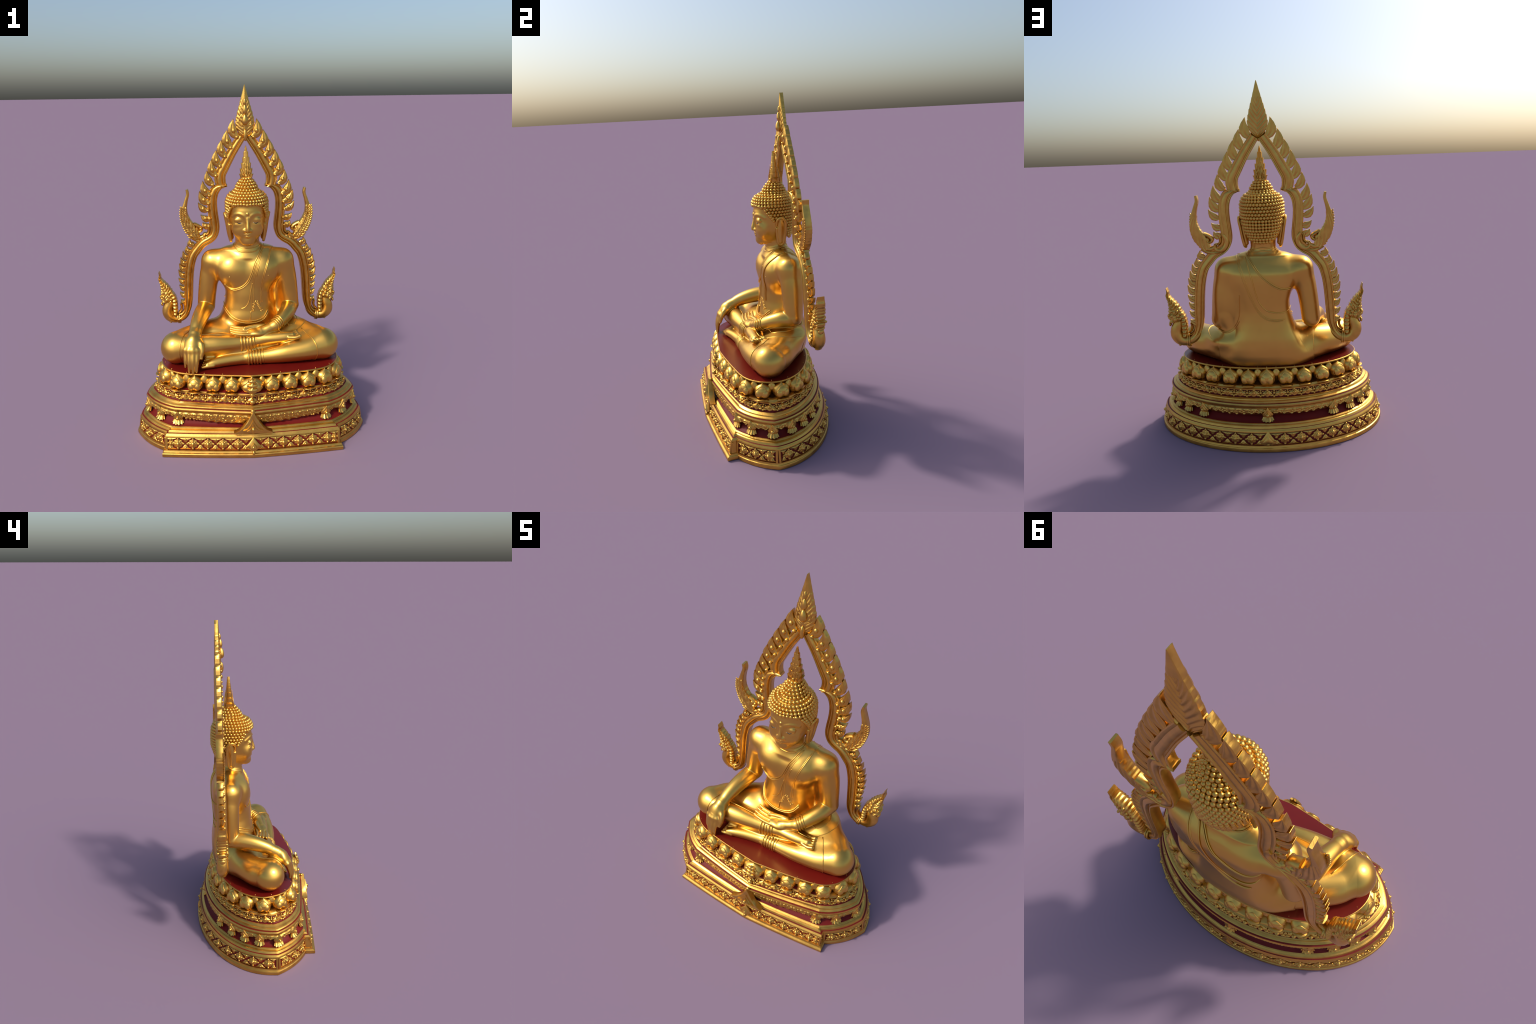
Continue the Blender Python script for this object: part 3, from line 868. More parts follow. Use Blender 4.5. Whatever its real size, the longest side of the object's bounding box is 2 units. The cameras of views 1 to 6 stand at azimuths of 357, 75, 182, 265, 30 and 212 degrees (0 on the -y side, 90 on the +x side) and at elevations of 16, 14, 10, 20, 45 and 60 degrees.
for lst, small in ((UP, False), (DN, True)):
    for bead, tip in lst:
        g = leaf(bead, tip, small)
        for s in (1, -1):
            V, F = (g.v, g.f) if s > 0 else mirror(g.v, g.f)
            obj("flame_leaf", mesh_data("flame_leaf", V, F, GOLD_ORN, True, 55), ARCH)

# --- crown finial: tall serrated flame with stacked bosses
HW = [.014, .038, .052, .0555, .053, .0475, .0415, .0345, .0275, .021, .014, .008, .0015]
fr = lambda u, t_: .006 + .010 * (1 - abs(u)) + .0019 * math.sin((t_ * 13 - abs(u) * 2.2) * 2 * math.pi) * (abs(u) > .30) * (t_ < .72)
bk = lambda u, t_: .003 + .0022 * math.sin((t_ * 11 - abs(u) * 2.4) * 2 * math.pi) * (t_ < .7)
se = lambda u, t_: .07 * ((t_ * 10) % 1 - .6) * (.08 < t_ < .78)
V, F = ribbon([(0, 1.712), (0, 1.82), (0, 1.91), (0, 1.999)], HW, HW, .205, .2225, fr, bk, 90, 33, se)
g = Geo(); g.add(V, F)
for z, rx, rz, y in ((1.800, .021, .032, .188), (1.857, .015, .027, .192), (1.900, .011, .020, .196)):
    V, F = sphere_geo((0, 0, 0), 1, 16, 10)
    g.add([(rx * v[0] * (1 - .35 * max(0, v[2])), y + .5 * rx * v[1] * (1.0 + .8 * (v[1] < 0)), z + rz * v[2] * (1.25 if v[2] > 0 else .75)) for v in V], F)
    for s in (-1, 1):
        P = spline([(s * rx * .3, z - rz * .95), (s * rx * 1.6, z - rz * .5), (s * rx * 1.5, z + rz * .5), (s * rx * .6, z + rz * 1.3)], 18)
        g.add(*tube_geo([(a, y + .006, c) for a, c in P], np.linspace(.0045, .0015, 18), 6))
obj("crown_finial", g.data("crown_finial", GOLD_ORN, True, 50), ARCH)

# --- side finials: feathered horn rising from a scroll
g = Geo()
fr = lambda u, t_: .005 + .004 * (1 - u * u) + (.002 * math.sin((t_ * 15 + u * 3.0) * 2 * math.pi * .55) + .0015 * math.cos(u * 13)) * (t_ < .62)
bk = lambda u, t_: .003 + .002 * math.sin((t_ * 14 + u * 3) * 3) * (t_ < .6)
SP = [(.300, 1.118), (.327, 1.155), (.350, 1.195), (.3665, 1.245), (.3675, 1.295), (.357, 1.342), (.346, 1.382), (.350, 1.412)]
V, F = ribbon(SP, [.024, .034, .036, .027, .020, .0145, .0105, .009, .007], [.020, .026, .030, .028, .021, .015, .0105, .008, .005], .203, .240, fr, bk, 70, 19,
              lambda u, t_: .09 * ((t_ * 16) % 1 - .5) * (t_ < .55))
g.add(V, F)
def strap(pts, r, y=.222, dep=.022, n=40):
    C = spline(pts, n); rr = np.interp(np.linspace(0, 1, n), np.linspace(0, 1, len(r)), r)
    P = np.array([(x, y, z) for x, z in C]); V, F = tube_geo(P, rr, 12, up=(0, 1, 0))
    k = np.repeat(rr, 12)
    V = [(v[0], y + (v[1] - y) / kk * dep * min(1.0, kk / .006), v[2]) for v, kk in zip(V, k)]
    return V, F
g.add(*strap([(.316, 1.205), (.292, 1.192), (.276, 1.180), (.271, 1.170), (.280, 1.158), (.293, 1.157), (.303, 1.165)], [.010, .011, .011, .010, .009, .006]))
g.add(*strap([(.252, 1.140), (.265, 1.126), (.285, 1.119), (.305, 1.124), (.320, 1.142), (.324, 1.165), (.314, 1.182)], [.008, .013, .015, .015, .013, .010, .006]))
g.add(*strap([(.212, 1.196), (.198, 1.175), (.194, 1.150), (.205, 1.126), (.225, 1.111), (.247, 1.112), (.259, 1.126), (.255, 1.142), (.242, 1.145)], [.012, .016, .018, .018, .018, .015, .012, .010, .007]))
g.add(*strap([(.236, 1.196), (.228, 1.175), (.230, 1.155), (.243, 1.140)], [.010, .010, .009, .006], y=.216, dep=.020))
g.add(*strap([(.230, 1.102), (.265, 1.098), (.300, 1.104), (.335, 1.118)], [.008, .012, .012, .006]))
for x, z, r in ((.293, 1.130, .012), (.240, 1.118, .013), (.262, 1.110, .010), (.275, 1.176, .009)):
    g.add(*sphere_geo((x, .204, z), (r, .009, r), 12, 8))
g.add(*sphere_geo((.300, .222, 1.168), (.017, .020, .020), 14, 10))
g2 = Geo()
for i in range(14):                                    # feather scales over the root of the horn
    t_ = .10 + .042 * i
    C = spline(SP, 50); k = int(t_ * 49); w = .030 * (1 - t_ * .6)
    for j in (-.5, .35, .95):
        T = C[min(k + 1, 49)] - C[k - 1]; T /= np.linalg.norm(T); nn = np.array([T[1], -T[0]])
        p = C[k] + nn * j * w
        V, F = sphere_geo((0, 0, 0), 1, 10, 6)
        a = np.array([.0070 * (nn + .2 * T), .014 * (T + .55 * nn * (1 if j > 0 else .2))])
        g2.add([(p[0] + v[0] * a[0][0] + v[2] * a[1][0], .198 + v[1] * .0055, p[1] + v[0] * a[0][1] + v[2] * a[1][1]) for v in V], F)
g.add(g2.v, g2.f)
for s in (1, -1):
    V, F = (g.v, g.f) if s > 0 else mirror(g.v, g.f)
    obj("horn_finial", mesh_data("horn_finial", V, F, GOLD_ORN, True, 55), ARCH)

# --- serpent heads at the foot of the arch
g = Geo()
YN = .2235
def fat(pts, n=48, flat=1.0):
    S = spline(pts, n); return tube_geo(np.stack([S[:, 0], np.full(n, YN), S[:, 1]], 1), S[:, 2], 16, flat=flat, up=(0, 1, 0))
g.add(*fat([(.372, .668, .010), (.383, .640, .020), (.402, .616, .024), (.428, .603, .026), (.455, .600, .029), (.482, .611, .034), (.499, .636, .036), (.500, .666, .034), (.490, .695, .031), (.488, .722, .026)]))
g.add(*strap([(.402, .720), (.392, .690), (.394, .660), (.410, .640), (.430, .634)], [.006, .009, .010, .010, .006], y=.214, dep=.022))
g.add(*strap([(.418, .705), (.412, .680), (.418, .658), (.432, .645)], [.006, .008, .008, .005], y=.214, dep=.020))
for k, (x, z, tx, tz) in enumerate(((.424, .580, .5, 1), (.452, .576, .1, 1), (.484, .574, -.3, 1))):       # belly fins
    g.add(*sphere_geo((x, YN, z + .006), (.010, .022, .009), 10, 6))
for s_ in (.427, .437):                               # collar
    P = [(s_ + .030 * .10 * math.sin(a), YN + .033 * math.cos(a), .602 + .031 * math.sin(a)) for a in np.linspace(0, 2 * math.pi, 28, endpoint=False)]
    g.add(*tube_geo(np.array(P), .0045, 6, closed=True))
# mane on the inner side of the neck
fr = lambda u, t_: .006 + .005 * (1 - u * u) + .004 * math.sin(t_ * 46)
V, F = ribbon([(.452, .628), (.451, .665), (.452, .705), (.459, .745), (.475, .785)], [.010, .013, .014, .012, .003], [.013, .016, .016, .014, .004], YN - .022, YN + .022, fr, fr, 50, 11,
              lambda u, t_: .30 * ((t_ * 8) % 1 - .5))
g.add(V, F)
# crest: serrated flame above the head
fr = lambda u, t_: .008 + .007 * (1 - abs(u)) + .004 * math.sin((t_ * 11 - abs(u) * 1.6) * 2 * math.pi)
V, F = ribbon([(.497, .715), (.501, .755), (.509, .795), (.523, .832), (.538, .862), (.537, .884), (.5425, .908)], [.030, .041, .037, .026, .013, .007, .001], [.030, .038, .032, .022, .012, .007, .001],
              YN - .017, YN + .017, fr, fr, 80, 21, lambda u, t_: .20 * ((t_ * 11) % 1 - .5))
g.add(V, F)
# face: brow, eye, snout, jaws
for c, r in (((.505, .742), (.030, .036, .026)), ((.529, .738), (.016, .028, .012)), ((.538, .746), (.009, .022, .010)), ((.516, .716), (.022, .030, .012)), ((.534, .700), (.008, .018, .014)), ((.485, .735), (.020, .034, .022))):
    g.add(*sphere_geo((c[0], YN, c[1]), r, 16, 10))
for sy in (-1, 1):
    for x, z, r in ((.517, .752, .010), (.499, .731, .012), (.484, .752, .011), (.503, .770, .010), (.488, .776, .009), (.520, .778, .009), (.509, .795, .008), (.534, .757, .007), (.473, .735, .009), (.495, .810, .007), (.522, .806, .007), (.527, .826, .006)):
        g.add(*sphere_geo((x, YN + sy * .029 * (1 - max(0, z - .73) * 2.0), z), (r, .010, r * 1.1), 10, 6))
for s in (1, -1):
    V, F = (g.v, g.f) if s > 0 else mirror(g.v, g.f)
    obj("serpent_head", mesh_data("serpent_head", V, F, GOLD_ORN, True, 60), ARCH)
# ================================================================== PEDESTAL
NF, NS, NW, NR = 34, 4, 22, 54
class Plan:
    """half outline of a tier: front centre -> corner -> (step of the projecting panel) -> side vertex -> back centre"""
    def __init__(s, yf, c, st, v, yb, bulge=.02, fbow=.004):
        s.p = np.array([yf, *c, *st, *v, yb, bulge, fbow], float)
    @staticmethod
    def of(p):
        q = Plan(0, (0, 0), (0, 0), (0, 0), 0); q.p = np.array(p, float); return q
    def mix(s, o, u): return Plan.of(s.p * (1 - u) + o.p * u)
    def inset(s, d):
        yf, cx, cy, sx, sy, vx, vy, yb, bu, fb = s.p
        return Plan.of([yf + d, cx - d * .55, cy + d * .85, sx - d * .6, sy + d * .8, vx - d, vy, yb - d, bu, fb])
    def half(s):
        yf, cx, cy, sx, sy, vx, vy, yb, bu, fb = s.p
        t = np.linspace(0, 1, NF)[:, None]
        A = np.array([0, yf]) * (1 - t) + np.array([cx, cy]) * t; A[:, 1] -= fb * (4 * t * (1 - t))[:, 0]
        t = np.linspace(0, 1, NS + 1)[1:, None]
        B = np.array([cx, cy]) * (1 - t) + np.array([sx, sy]) * t
        t = np.linspace(0, 1, NW + 1)[1:, None]
        d = np.array([vx - sx, vy - sy]); nrm = np.array([-d[1], d[0]]) / (np.linalg.norm(d) + 1e-9) * -1
        C = np.array([sx, sy]) * (1 - t) + np.array([vx, vy]) * t + nrm * bu * (4 * t * (1 - t))
        a = np.linspace(0, math.pi / 2, NR + 1)[1:]
        D = np.stack([vx * np.cos(a), vy + (yb - vy) * np.sin(a)], 1)
        return np.vstack([A, B, C, D])
    def loop(s, z):
        H = s.half(); M = H[-2:0:-1] * [-1, 1]
        L = np.vstack([H, M]); return np.column_stack([L, np.full(len(L), z)])
NH = NF + NS + NW + NR
P0 = Plan(-.387, (.511, -.345), (.508, -.286), (.683, -.090), .392, .020)
P1 = Plan(-.348, (.486, -.306), (.485, -.280), (.655, -.090), .368, .020)
P2 = Plan(-.326, (.456, -.279), (.4555, -.2775), (.624, -.088), .352, .020)
P3 = Plan(-.330, (.438, -.258), (.438, -.257), (.611, -.090), .334, .022)
P4 = Plan(-.311, (.405, -.239), (.405, -.238), (.576, -.080), .314, .026)
P5 = Plan(-.290, (.380, -.218), (.380, -.217), (.548, -.066), .297, .030)
P7 = Plan(-.266, (.350, -.219), (.350, -.218), (.523, -.030), .266, .046)

LOOPN = len(P0.loop(0))
def tiers(name, levels, closed_top=None, closed_bottom=False, parent=None):
    """levels: (plan, z, material of the band that starts here: 0 gold, 1 red)"""
    V, F, M = [], [], []
    for p, z, m in levels: V.extend(map(tuple, p.loop(z)))
    for i in range(len(levels) - 1):
        for k in range(LOOPN):
            l = (k + 1) % LOOPN
            F.append((i * LOOPN + k, i * LOOPN + l, (i + 1) * LOOPN + l, (i + 1) * LOOPN + k))
            m = levels[i][2]
            if m == 1 and levels[i][1] < .1 and NF - 1 <= min(k, LOOPN - 1 - k) < NF + NS - 1: m = 0      # plain gold cheek of the panel
            if m == 2: m = 1 if (k < NF + NS + 6 or k > LOOPN - NF - NS - 6) else 0      # red only along the front
            M.append(m)
    if closed_bottom: F.append(tuple(range(LOOPN))[::-1]); M.append(0)
    if closed_top is not None:
        o = (len(levels) - 1) * LOOPN; F.append(tuple(o + k for k in range(LOOPN))); M.append(closed_top)
    me = mesh_data(name, V, F, [GOLD_MLD, RED_MATT, GOLD_MLD, RED], True, 32)
    me.polygons.foreach_set("material_index", M[:len(me.polygons)])
    return obj(name, me, parent)

PED = tiers("pedestal", [
    (P0, 0, 0), (P0, .017, 0), (P0.mix(P1, .07), .021, 0), (P0.mix(P1, .26), .0235, 0), (P0.mix(P1, .34), .028, 0), (P0.mix(P1, .38), .0335, 0), (P0.mix(P1, .60), .0345, 1),
    (P0.mix(P1, .97), .104, 0), (P0.mix(P1, .74), .105, 0), (P0.mix(P1, .77), .111, 0), (P0.mix(P1, .88), .116, 0), (P0.mix(P1, 1.0), .120, 0), (P0.mix(P1, 1.04), .123, 1),
    (P1.mix(P2, .30), .1245, 0), (P1.mix(P2, .40), .130, 0), (P1.mix(P2, .52), .135, 0), (P1.mix(P2, .85), .138, 0), (P1.mix(P2, .80), .143, 0), (P1.mix(P2, 1.0), .147, 0), (P2.inset(.006), .1495, 1),
    (P2.inset(.012), .1505, 1), (P2.inset(.030), .160, 1), (P3.inset(.036), .185, 1), (P3.inset(.034), .226, 0),
    (P3.inset(.002), .227, 0), (P3.inset(.000), .235, 0), (P3.inset(.004), .237, 1), (P3.inset(.004), .239, 0), (P3.inset(-.005), .241, 0), (P3.inset(-.007), .249, 0), (P3.inset(-.003), .256, 1), (P3.inset(.004), .2575, 0),
    (P3.inset(.004), .263, 0), (P3.inset(.010), .268, 0), (P3.inset(.018), .270, 0), (P3.inset(.020), .276, 0), (P4.inset(-.004), .281, 0), (P4.inset(.002), .2845, 1),
    (P4.inset(.008), .2855, 1), (P5.inset(.006), .323, 0), (P5.inset(-.002), .324, 0), (P5.inset(-.002), .330, 0), (P5.inset(.004), .333, 0), (P5.inset(.006), .337, 2),
    (P7.mix(P5, .60), .342, 2), (P7.inset(.012), .347, 0), (P7.inset(.075), .352, 0), (P7.inset(.070), .425, 0),
    (P7.inset(.010), .430, 0), (P7.inset(.002), .434, 0), (P7.inset(.000), .4385, 0), (P7.inset(.0015), .4415, 0), (P7.inset(.0045), .4425, 3), (P7.inset(.006), .4420, 3)],
    closed_top=3, closed_bottom=True, parent=ROOT)

class Band:
    """a strip of the pedestal between two levels; gives frames at arc positions measured from the front or back centre"""
    def __init__(s, pa, za, pb, zb):
        s.a = np.column_stack([pa.half(), np.full(NH, za)]); s.b = np.column_stack([pb.half(), np.full(NH, zb)])
        m = (s.a + s.b) / 2; s.L = np.concatenate([[0], np.cumsum(np.linalg.norm(np.diff(m, axis=0), axis=1))])
    def at(s, arc, v, side=1, lift=0.0):
        A = np.array([np.interp(arc, s.L, s.a[:, i]) for i in range(3)]); B = np.array([np.interp(arc, s.L, s.b[:, i]) for i in range(3)])
        e = .006; m = (s.a + s.b) / 2
        T = np.array([np.interp(min(arc + e, s.L[-1]), s.L, m[:, i]) - np.interp(max(arc - e, 0), s.L, m[:, i]) for i in range(3)])
        T /= np.linalg.norm(T) + 1e-9
        if arc < .004: T = np.array([1., 0, 0])
        if arc > s.L[-1] - .004: T = np.array([-1., 0, 0])
        up = B - A; up /= np.linalg.norm(up); n = np.cross(T, up); n /= np.linalg.norm(n)
        up = np.cross(n, T)
        p = A + (B - A) * v + n * lift
        if side < 0:
            p = p * [-1, 1, 1]; T = T * [1, -1, -1]; n = n * [-1, 1, 1]; up = up * [-1, 1, 1]
        M = Matrix.Identity(4)
        for i in range(3):
            M[i][0], M[i][1], M[i][2], M[i][3] = T[i], -n[i], up[i], p[i]
        return M          # local x along the strip, local -y outward, local z up the strip
    def arc_of(s, idx): return s.L[idx]

I_C, I_S, I_V = NF - 1, NF + NS - 1, NF + NS + NW - 1

def plate(outline, h0, h1, inset=.82, bulge=0.0):
    """raised plate in the local x-z plane, standing out along -y"""
    O = np.asarray(outline, float); n = len(O); c = O.mean(0)
    V = [(x, .004, z) for x, z in O] + [(x, -h0, z) for x, z in O] + [(*(c + (p - c) * inset),) for p in O]
    V = [v if len(v) == 3 else (v[0], -h1, v[1]) for v in V] + [(c[0], -h1 - bulge, c[1])]
    F = []
    for r in range(2):
        for k in range(n):
            l = (k + 1) % n; F.append((r * n + l, r * n + k, (r + 1) * n + k, (r + 1) * n + l))
    F += [(2 * n + (k + 1) % n, 2 * n + k, 3 * n) for k in range(n)]
    return V, F

def petals_outline(n, r0, r1, sx=1, sz=1, m=8):
    a = np.linspace(0, 2 * math.pi, n * m, endpoint=False)
    r = r1 + (r0 - r1) * (np.abs(np.cos(a * n / 2)) ** .8)
    return np.stack([sx * r * np.cos(a), sz * r * np.sin(a)], 1)

# --- plinth frieze: diamond rosettes with bosses, triangles between, X-shaped red gaps
BP = Band(P0.mix(P1, .60), .0345, P0.mix(P1, .97), .104)
g = Geo()
DH = .033
a = np.linspace(0, 2 * math.pi, 48, endpoint=False)
rr = (np.abs(np.cos(a)) + np.abs(np.sin(a))) ** -1.0 * (1 + .10 * np.cos(8 * a))
g.add(*plate(np.stack([.037 * rr * np.cos(a), .94 * DH * rr * np.sin(a)], 1), .004, .006, .80))
rr = (np.abs(np.cos(a)) + np.abs(np.sin(a))) ** -.6 * (1 + .16 * np.cos(8 * a))
g.add(*plate(np.stack([.021 * rr * np.cos(a), .021 * rr * np.sin(a)], 1), .008, .0105, .75))
g.add(*sphere_geo((0, -.010, 0), (.0115, .0095, .0115), 16, 10))
g.add(*sphere_geo((0, -.018, 0), (.0045, .004, .0045), 8, 6))
for x, z in ((.031, 0), (-.031, 0), (0, .026), (0, -.026)):
    g.add(*sphere_geo((x, -.006, z), (.007, .005, .006), 8, 6))
me_ros = g.data("rosette", GOLD_ORN, True, 50)
tri = Geo()
def add_tri(M, w, up):
    s = 1 if up else -1
    O = [(-w, s * .031), (-w * .5, s * .024), (-.004, s * .007), (.004, s * .007), (w * .5, s * .024), (w, s * .031)]
    if up: O = O[::-1]
    V, F = plate(O, .0035, .0055, .7)
    tri.add([tuple(M @ Vector(v)) for v in V], F)
    V, F = sphere_geo((0, -.006, s * .024), (.008, .004, .005), 8, 6)
    tri.add([tuple(M @ Vector(v)) for v in V], F)
def row(band, arcs, side_list, mesh, name, lift=0.0, v=.5, scale=1.0, sx=None):
    for s in side_list:
        for q in arcs:
            M = band.at(q, v, s, lift) @ Matrix.Diagonal((sx or scale, scale, scale, 1))
            obj(name, mesh, PED, M)
aC, aS, aV, aE = (BP.L[i] for i in (I_C, I_S, I_V, NH - 1))
sp = (aC - .028) / 5.5
row(BP, [sp * k for k in range(1, 6)], (1, -1), me_ros, "rosette")
nw = 3; wsp = (aV - aS - .03) / nw
row(BP, [aS + .015 + wsp * (k + .5) for k in range(nw)], (1, -1), me_ros, "rosette", scale=.94)
nr = 9; rsp = (aE - aV - .015) / (nr + .5)
row(BP, [aE - rsp * k for k in range(1, nr + 1)], (1, -1), me_ros, "rosette")
for s in (1, -1):
    for k in range(6):
        for up in (0, 1): add_tri(BP.at(sp * (k + .5), .5, s), .036, up)
    for k in range(nw + 1):
        for up in (0, 1): add_tri(BP.at(aS + .015 + wsp * k + (.018 if k == 0 else -.018 if k == nw else 0), .5, s), .026 if k in (0, nw) else .034, up)
    for k in range(nr + 1):
        for up in (0, 1): add_tri(BP.at(aE - rsp * (k + .5) if k < nr else aV + .03, .5, s), .038 if k < nr else .022, up)
# end half-rosette of the front panel, frame posts at corner and side vertex
row(BP, [aC - .030], (1, -1), me_ros, "rosette", scale=.86, sx=.55)
post = Geo()
for s in (1, -1):
    for q in (aC - .006, aV - .007, aV + .007, aS + .006):
        M = BP.at(q, .5, s); V, F = plate([(-.006, -.038), (.006, -.038), (.006, .038), (-.006, .038)][::-1], .006, .0075, .7)
        post.add([tuple(M @ Vector(v)) for v in V], F)
    # plain end cheek of the projecting panel
    C0, C1 = P0.mix(P1, .36), P0.mix(P1, .95)
obj("frieze_triangles", tri.data("frieze_triangles", GOLD_ORN, True, 45), PED, kind="stuff")
obj("frieze_post", post.data("frieze_post", GOLD_MLD, True, 45), PED)
M0 = BP.at(aE, .5); g = Geo()
O = [(-.052, -.02), (-.03, .004), (-.018, .02), (0, .046), (.018, .02), (.03, .004), (.052, -.02), (.02, -.034), (-.02, -.034)][::-1]
g.add(*plate(O, .006, .010, .7)); g.add(*plate([(x * .55, z * .6 - .004) for x, z in O], .012, .016, .7))
for x, z in ((.036, -.008), (-.036, -.008), (.045, .012), (-.045, .012), (0, -.03)): g.add(*sphere_geo((x, -.007, z), (.008, .006, .007), 8, 6))
obj("ogee_boss", g.data("ogee_boss", GOLD_ORN, True, 45), PED, M0)

# --- bead frieze of the upper tier
BF = Band(P4.inset(.008), .2855, P5.inset(.006), .323)
g = Geo()
a = np.linspace(0, 2 * math.pi, 40, endpoint=False)
rr = (np.abs(np.cos(a)) ** 1.2 + np.abs(np.sin(a)) ** 1.2) ** -.8
g.add(*plate(np.stack([.0245 * rr * np.cos(a), .0175 * rr * np.sin(a)], 1), .004, .007, .75, .003))
g.add(*sphere_geo((0, -.009, .001), (.0095, .010, .0095), 14, 10)); g.add(*sphere_geo((0, -.018, .002), (.0035, .004, .0035), 8, 6))
g.add(*sphere_geo((0, -.006, .017), (.005, .004, .007), 8, 6))
for s in (-1, 1): g.add(*sphere_geo((s * .021, -.005, -.010), (.009, .005, .005), 8, 6))
me_bead = g.data("bead_rosette", GOLD_ORN, True, 50)
LB = BF.L[-1]; nb = 18; bsp = LB / nb
row(BF, [bsp * k for k in range(1, nb)], (1, -1), me_bead, "bead_rosette", scale=1.08, sx=1.25)
row(BF, [0.0, LB], (1,), me_bead, "bead_rosette", scale=1.1)
bits = Geo()
for s in (1, -1):
    for k in range(nb):
        for dx, dz, r in ((0, .002, .0075), (-.009, -.010, .0065), (.009, -.010, .0065), (0, .014, .0055), (0, -.016, .006), (-.013, .011, .0045), (.013, .011, .0045)):
            q = bsp * (k + .5) + dx
            M = BF.at(q, .5, s); V, F = sphere_geo((0, -.003, dz), (r * 1.2, .0055, r), 8, 6)
            bits.add([tuple(M @ Vector(v)) for v in V], F)
obj("frieze_scrolls", bits.data("frieze_scrolls", GOLD_ORN), PED, kind="stuff")

# --- draped ornament band of the middle tier
BD = Band(P3.inset(.018), .172, P3.inset(.008), .228)
d = {i: BD.L[i] for i in (I_C, I_S, I_V, NH - 1)}
aC, aV, aE = d[I_C], d[I_V], d[NH - 1]
hang = [aC - .012, aC + .105, aV - .005, aV + .105, aV + .200, aV + .300, aV + .420, aE]
drape = Geo()
for s in (1, -1):
    n = 240; qs = np.linspace(0.0, aE, n); rows_ = 9
    H = np.array(hang)
    V = []
    for q in qs:
        j = np.searchsorted(H, q); lo = H[j - 1] if j > 0 else -.001; hi = H[min(j, len(H) - 1)]
        u = (q - lo) / max(hi - lo, 1e-6)
        if q < aC: low = .30 - .36 * smoothstep(.05, .55, 1 - q / aC) + .10 * abs(math.sin(q * 60))
        else: low = .62 - .34 * math.sin(math.pi * np.clip(u, 0, 1)) * min(1.0, (hi - lo) / .16) + .13 * abs(math.sin(q * 75))
        for r in range(rows_):
            v = low + (1.02 - low) * r / (rows_ - 1)
            lift = .004 + .006 * (1 if 0 < r < rows_ - 1 else .2) + .003 * math.sin(q * 150 + r * 2.1) * (0 < r < rows_ - 1)
            V.append(tuple(BD.at(q, v, s, lift).translation))
    F = []
    for i in range(n - 1):
        for r in range(rows_ - 1):
            a_ = i * rows_ + r; f = (a_, a_ + rows_, a_ + rows_ + 1, a_ + 1); F.append(f if s > 0 else f[::-1])
    # back face so that the drapery has thickness
    o = len(V); V += [tuple(BD.at(q, v_, s, -.004).translation) for q in qs for v_ in (0.2, 1.0)]
    for i in range(n - 1):
        f = (i * rows_, o + i * 2, o + i * 2 + 2, (i + 1) * rows_); F.append(f if s > 0 else f[::-1])
    drape.add(V, F)
obj("drapery", drape.data("drapery", GOLD_ORN, True, 60), PED)
leafs = Geo()
rg = np.random.default_rng(3)
for s in (1, -1):
    q = .03
    while q < aE - .02:
        if np.min(np.abs(np.array(hang) - q)) > .028:
            fr_ = q < aC
            for v, sc_ in ((.80, 1.0), (.52, .9), (.28, .7)) if fr_ else ((.82, 1.0), (.58, .8)):
                M = BD.at(q + rg.normal() * .004, v, s, .006) @ Matrix.Rotation(rg.normal() * .7 + (.8 if v < .7 else -.6), 4, "Y")
                V, F = sphere_geo((0, 0, 0), 1, 10, 6)
                w = .0135 * sc_
                leafs.add([tuple(M @ Vector((w * x * (1 - .4 * max(0, x)), .0065 * y, w * .62 * z * (1 - .5 * abs(x))))) for x, y, z in V], F)
        q += .022
obj("drapery_leaves", leafs.data("drapery_leaves", GOLD_ORN), PED, kind="stuff")
# pendant lotus ornaments
g = Geo()
O = [(0, .036), (.006, .024), (.014, .012), (.026, -.002), (.024, -.014), (.012, -.020), (-.012, -.020), (-.024, -.014), (-.026, -.002), (-.014, .012), (-.006, .024)]
g.add(*plate(O, .008, .013, .8, .003)); g.add(*plate([(x * .6, z * .6 - .002) for x, z in O], .016, .019, .8))
g.add(*sphere_geo((0, -.021, -.002), (.0085, .010, .0085), 12, 8))
n = 22; V, F = [], []
for r, (rad, z, y) in enumerate(((.016, -.014, -.014), (.021, -.020, -.020), (.024, -.026, -.028), (.027, -.031, -.036), (.023, -.034, -.031), (.010, -.031, -.014))):
    for k in range(n):
        u = k / (n - 1); a_ = math.pi * (u - .5)
        sc_ = 1 + .10 * math.cos(u * 2 * math.pi * 5)
        V.append((rad * math.sin(a_) * 1.0 * sc_, y * (.45 + .55 * math.cos(a_)) * sc_ + .004, z))
for r in range(5):
    for k in range(n - 1):
        F.append((r * n + k, r * n + k + 1, (r + 1) * n + k + 1, (r + 1) * n + k))
g.add(V, [f[::-1] for f in F])
me_pend = g.data("pendant_lotus", GOLD_ORN, True, 55)
for s in (1, -1):
    for q in hang[:-1]: obj("pendant_lotus", me_pend, PED, BD.at(q, .52, s, .004) @ Matrix.Diagonal((1.15, 1.0, 1.15, 1)))
obj("pendant_lotus", me_pend, PED, BD.at(aE, .52, 1, .004) @ Matrix.Diagonal((1.2, 1.05, 1.2, 1)))

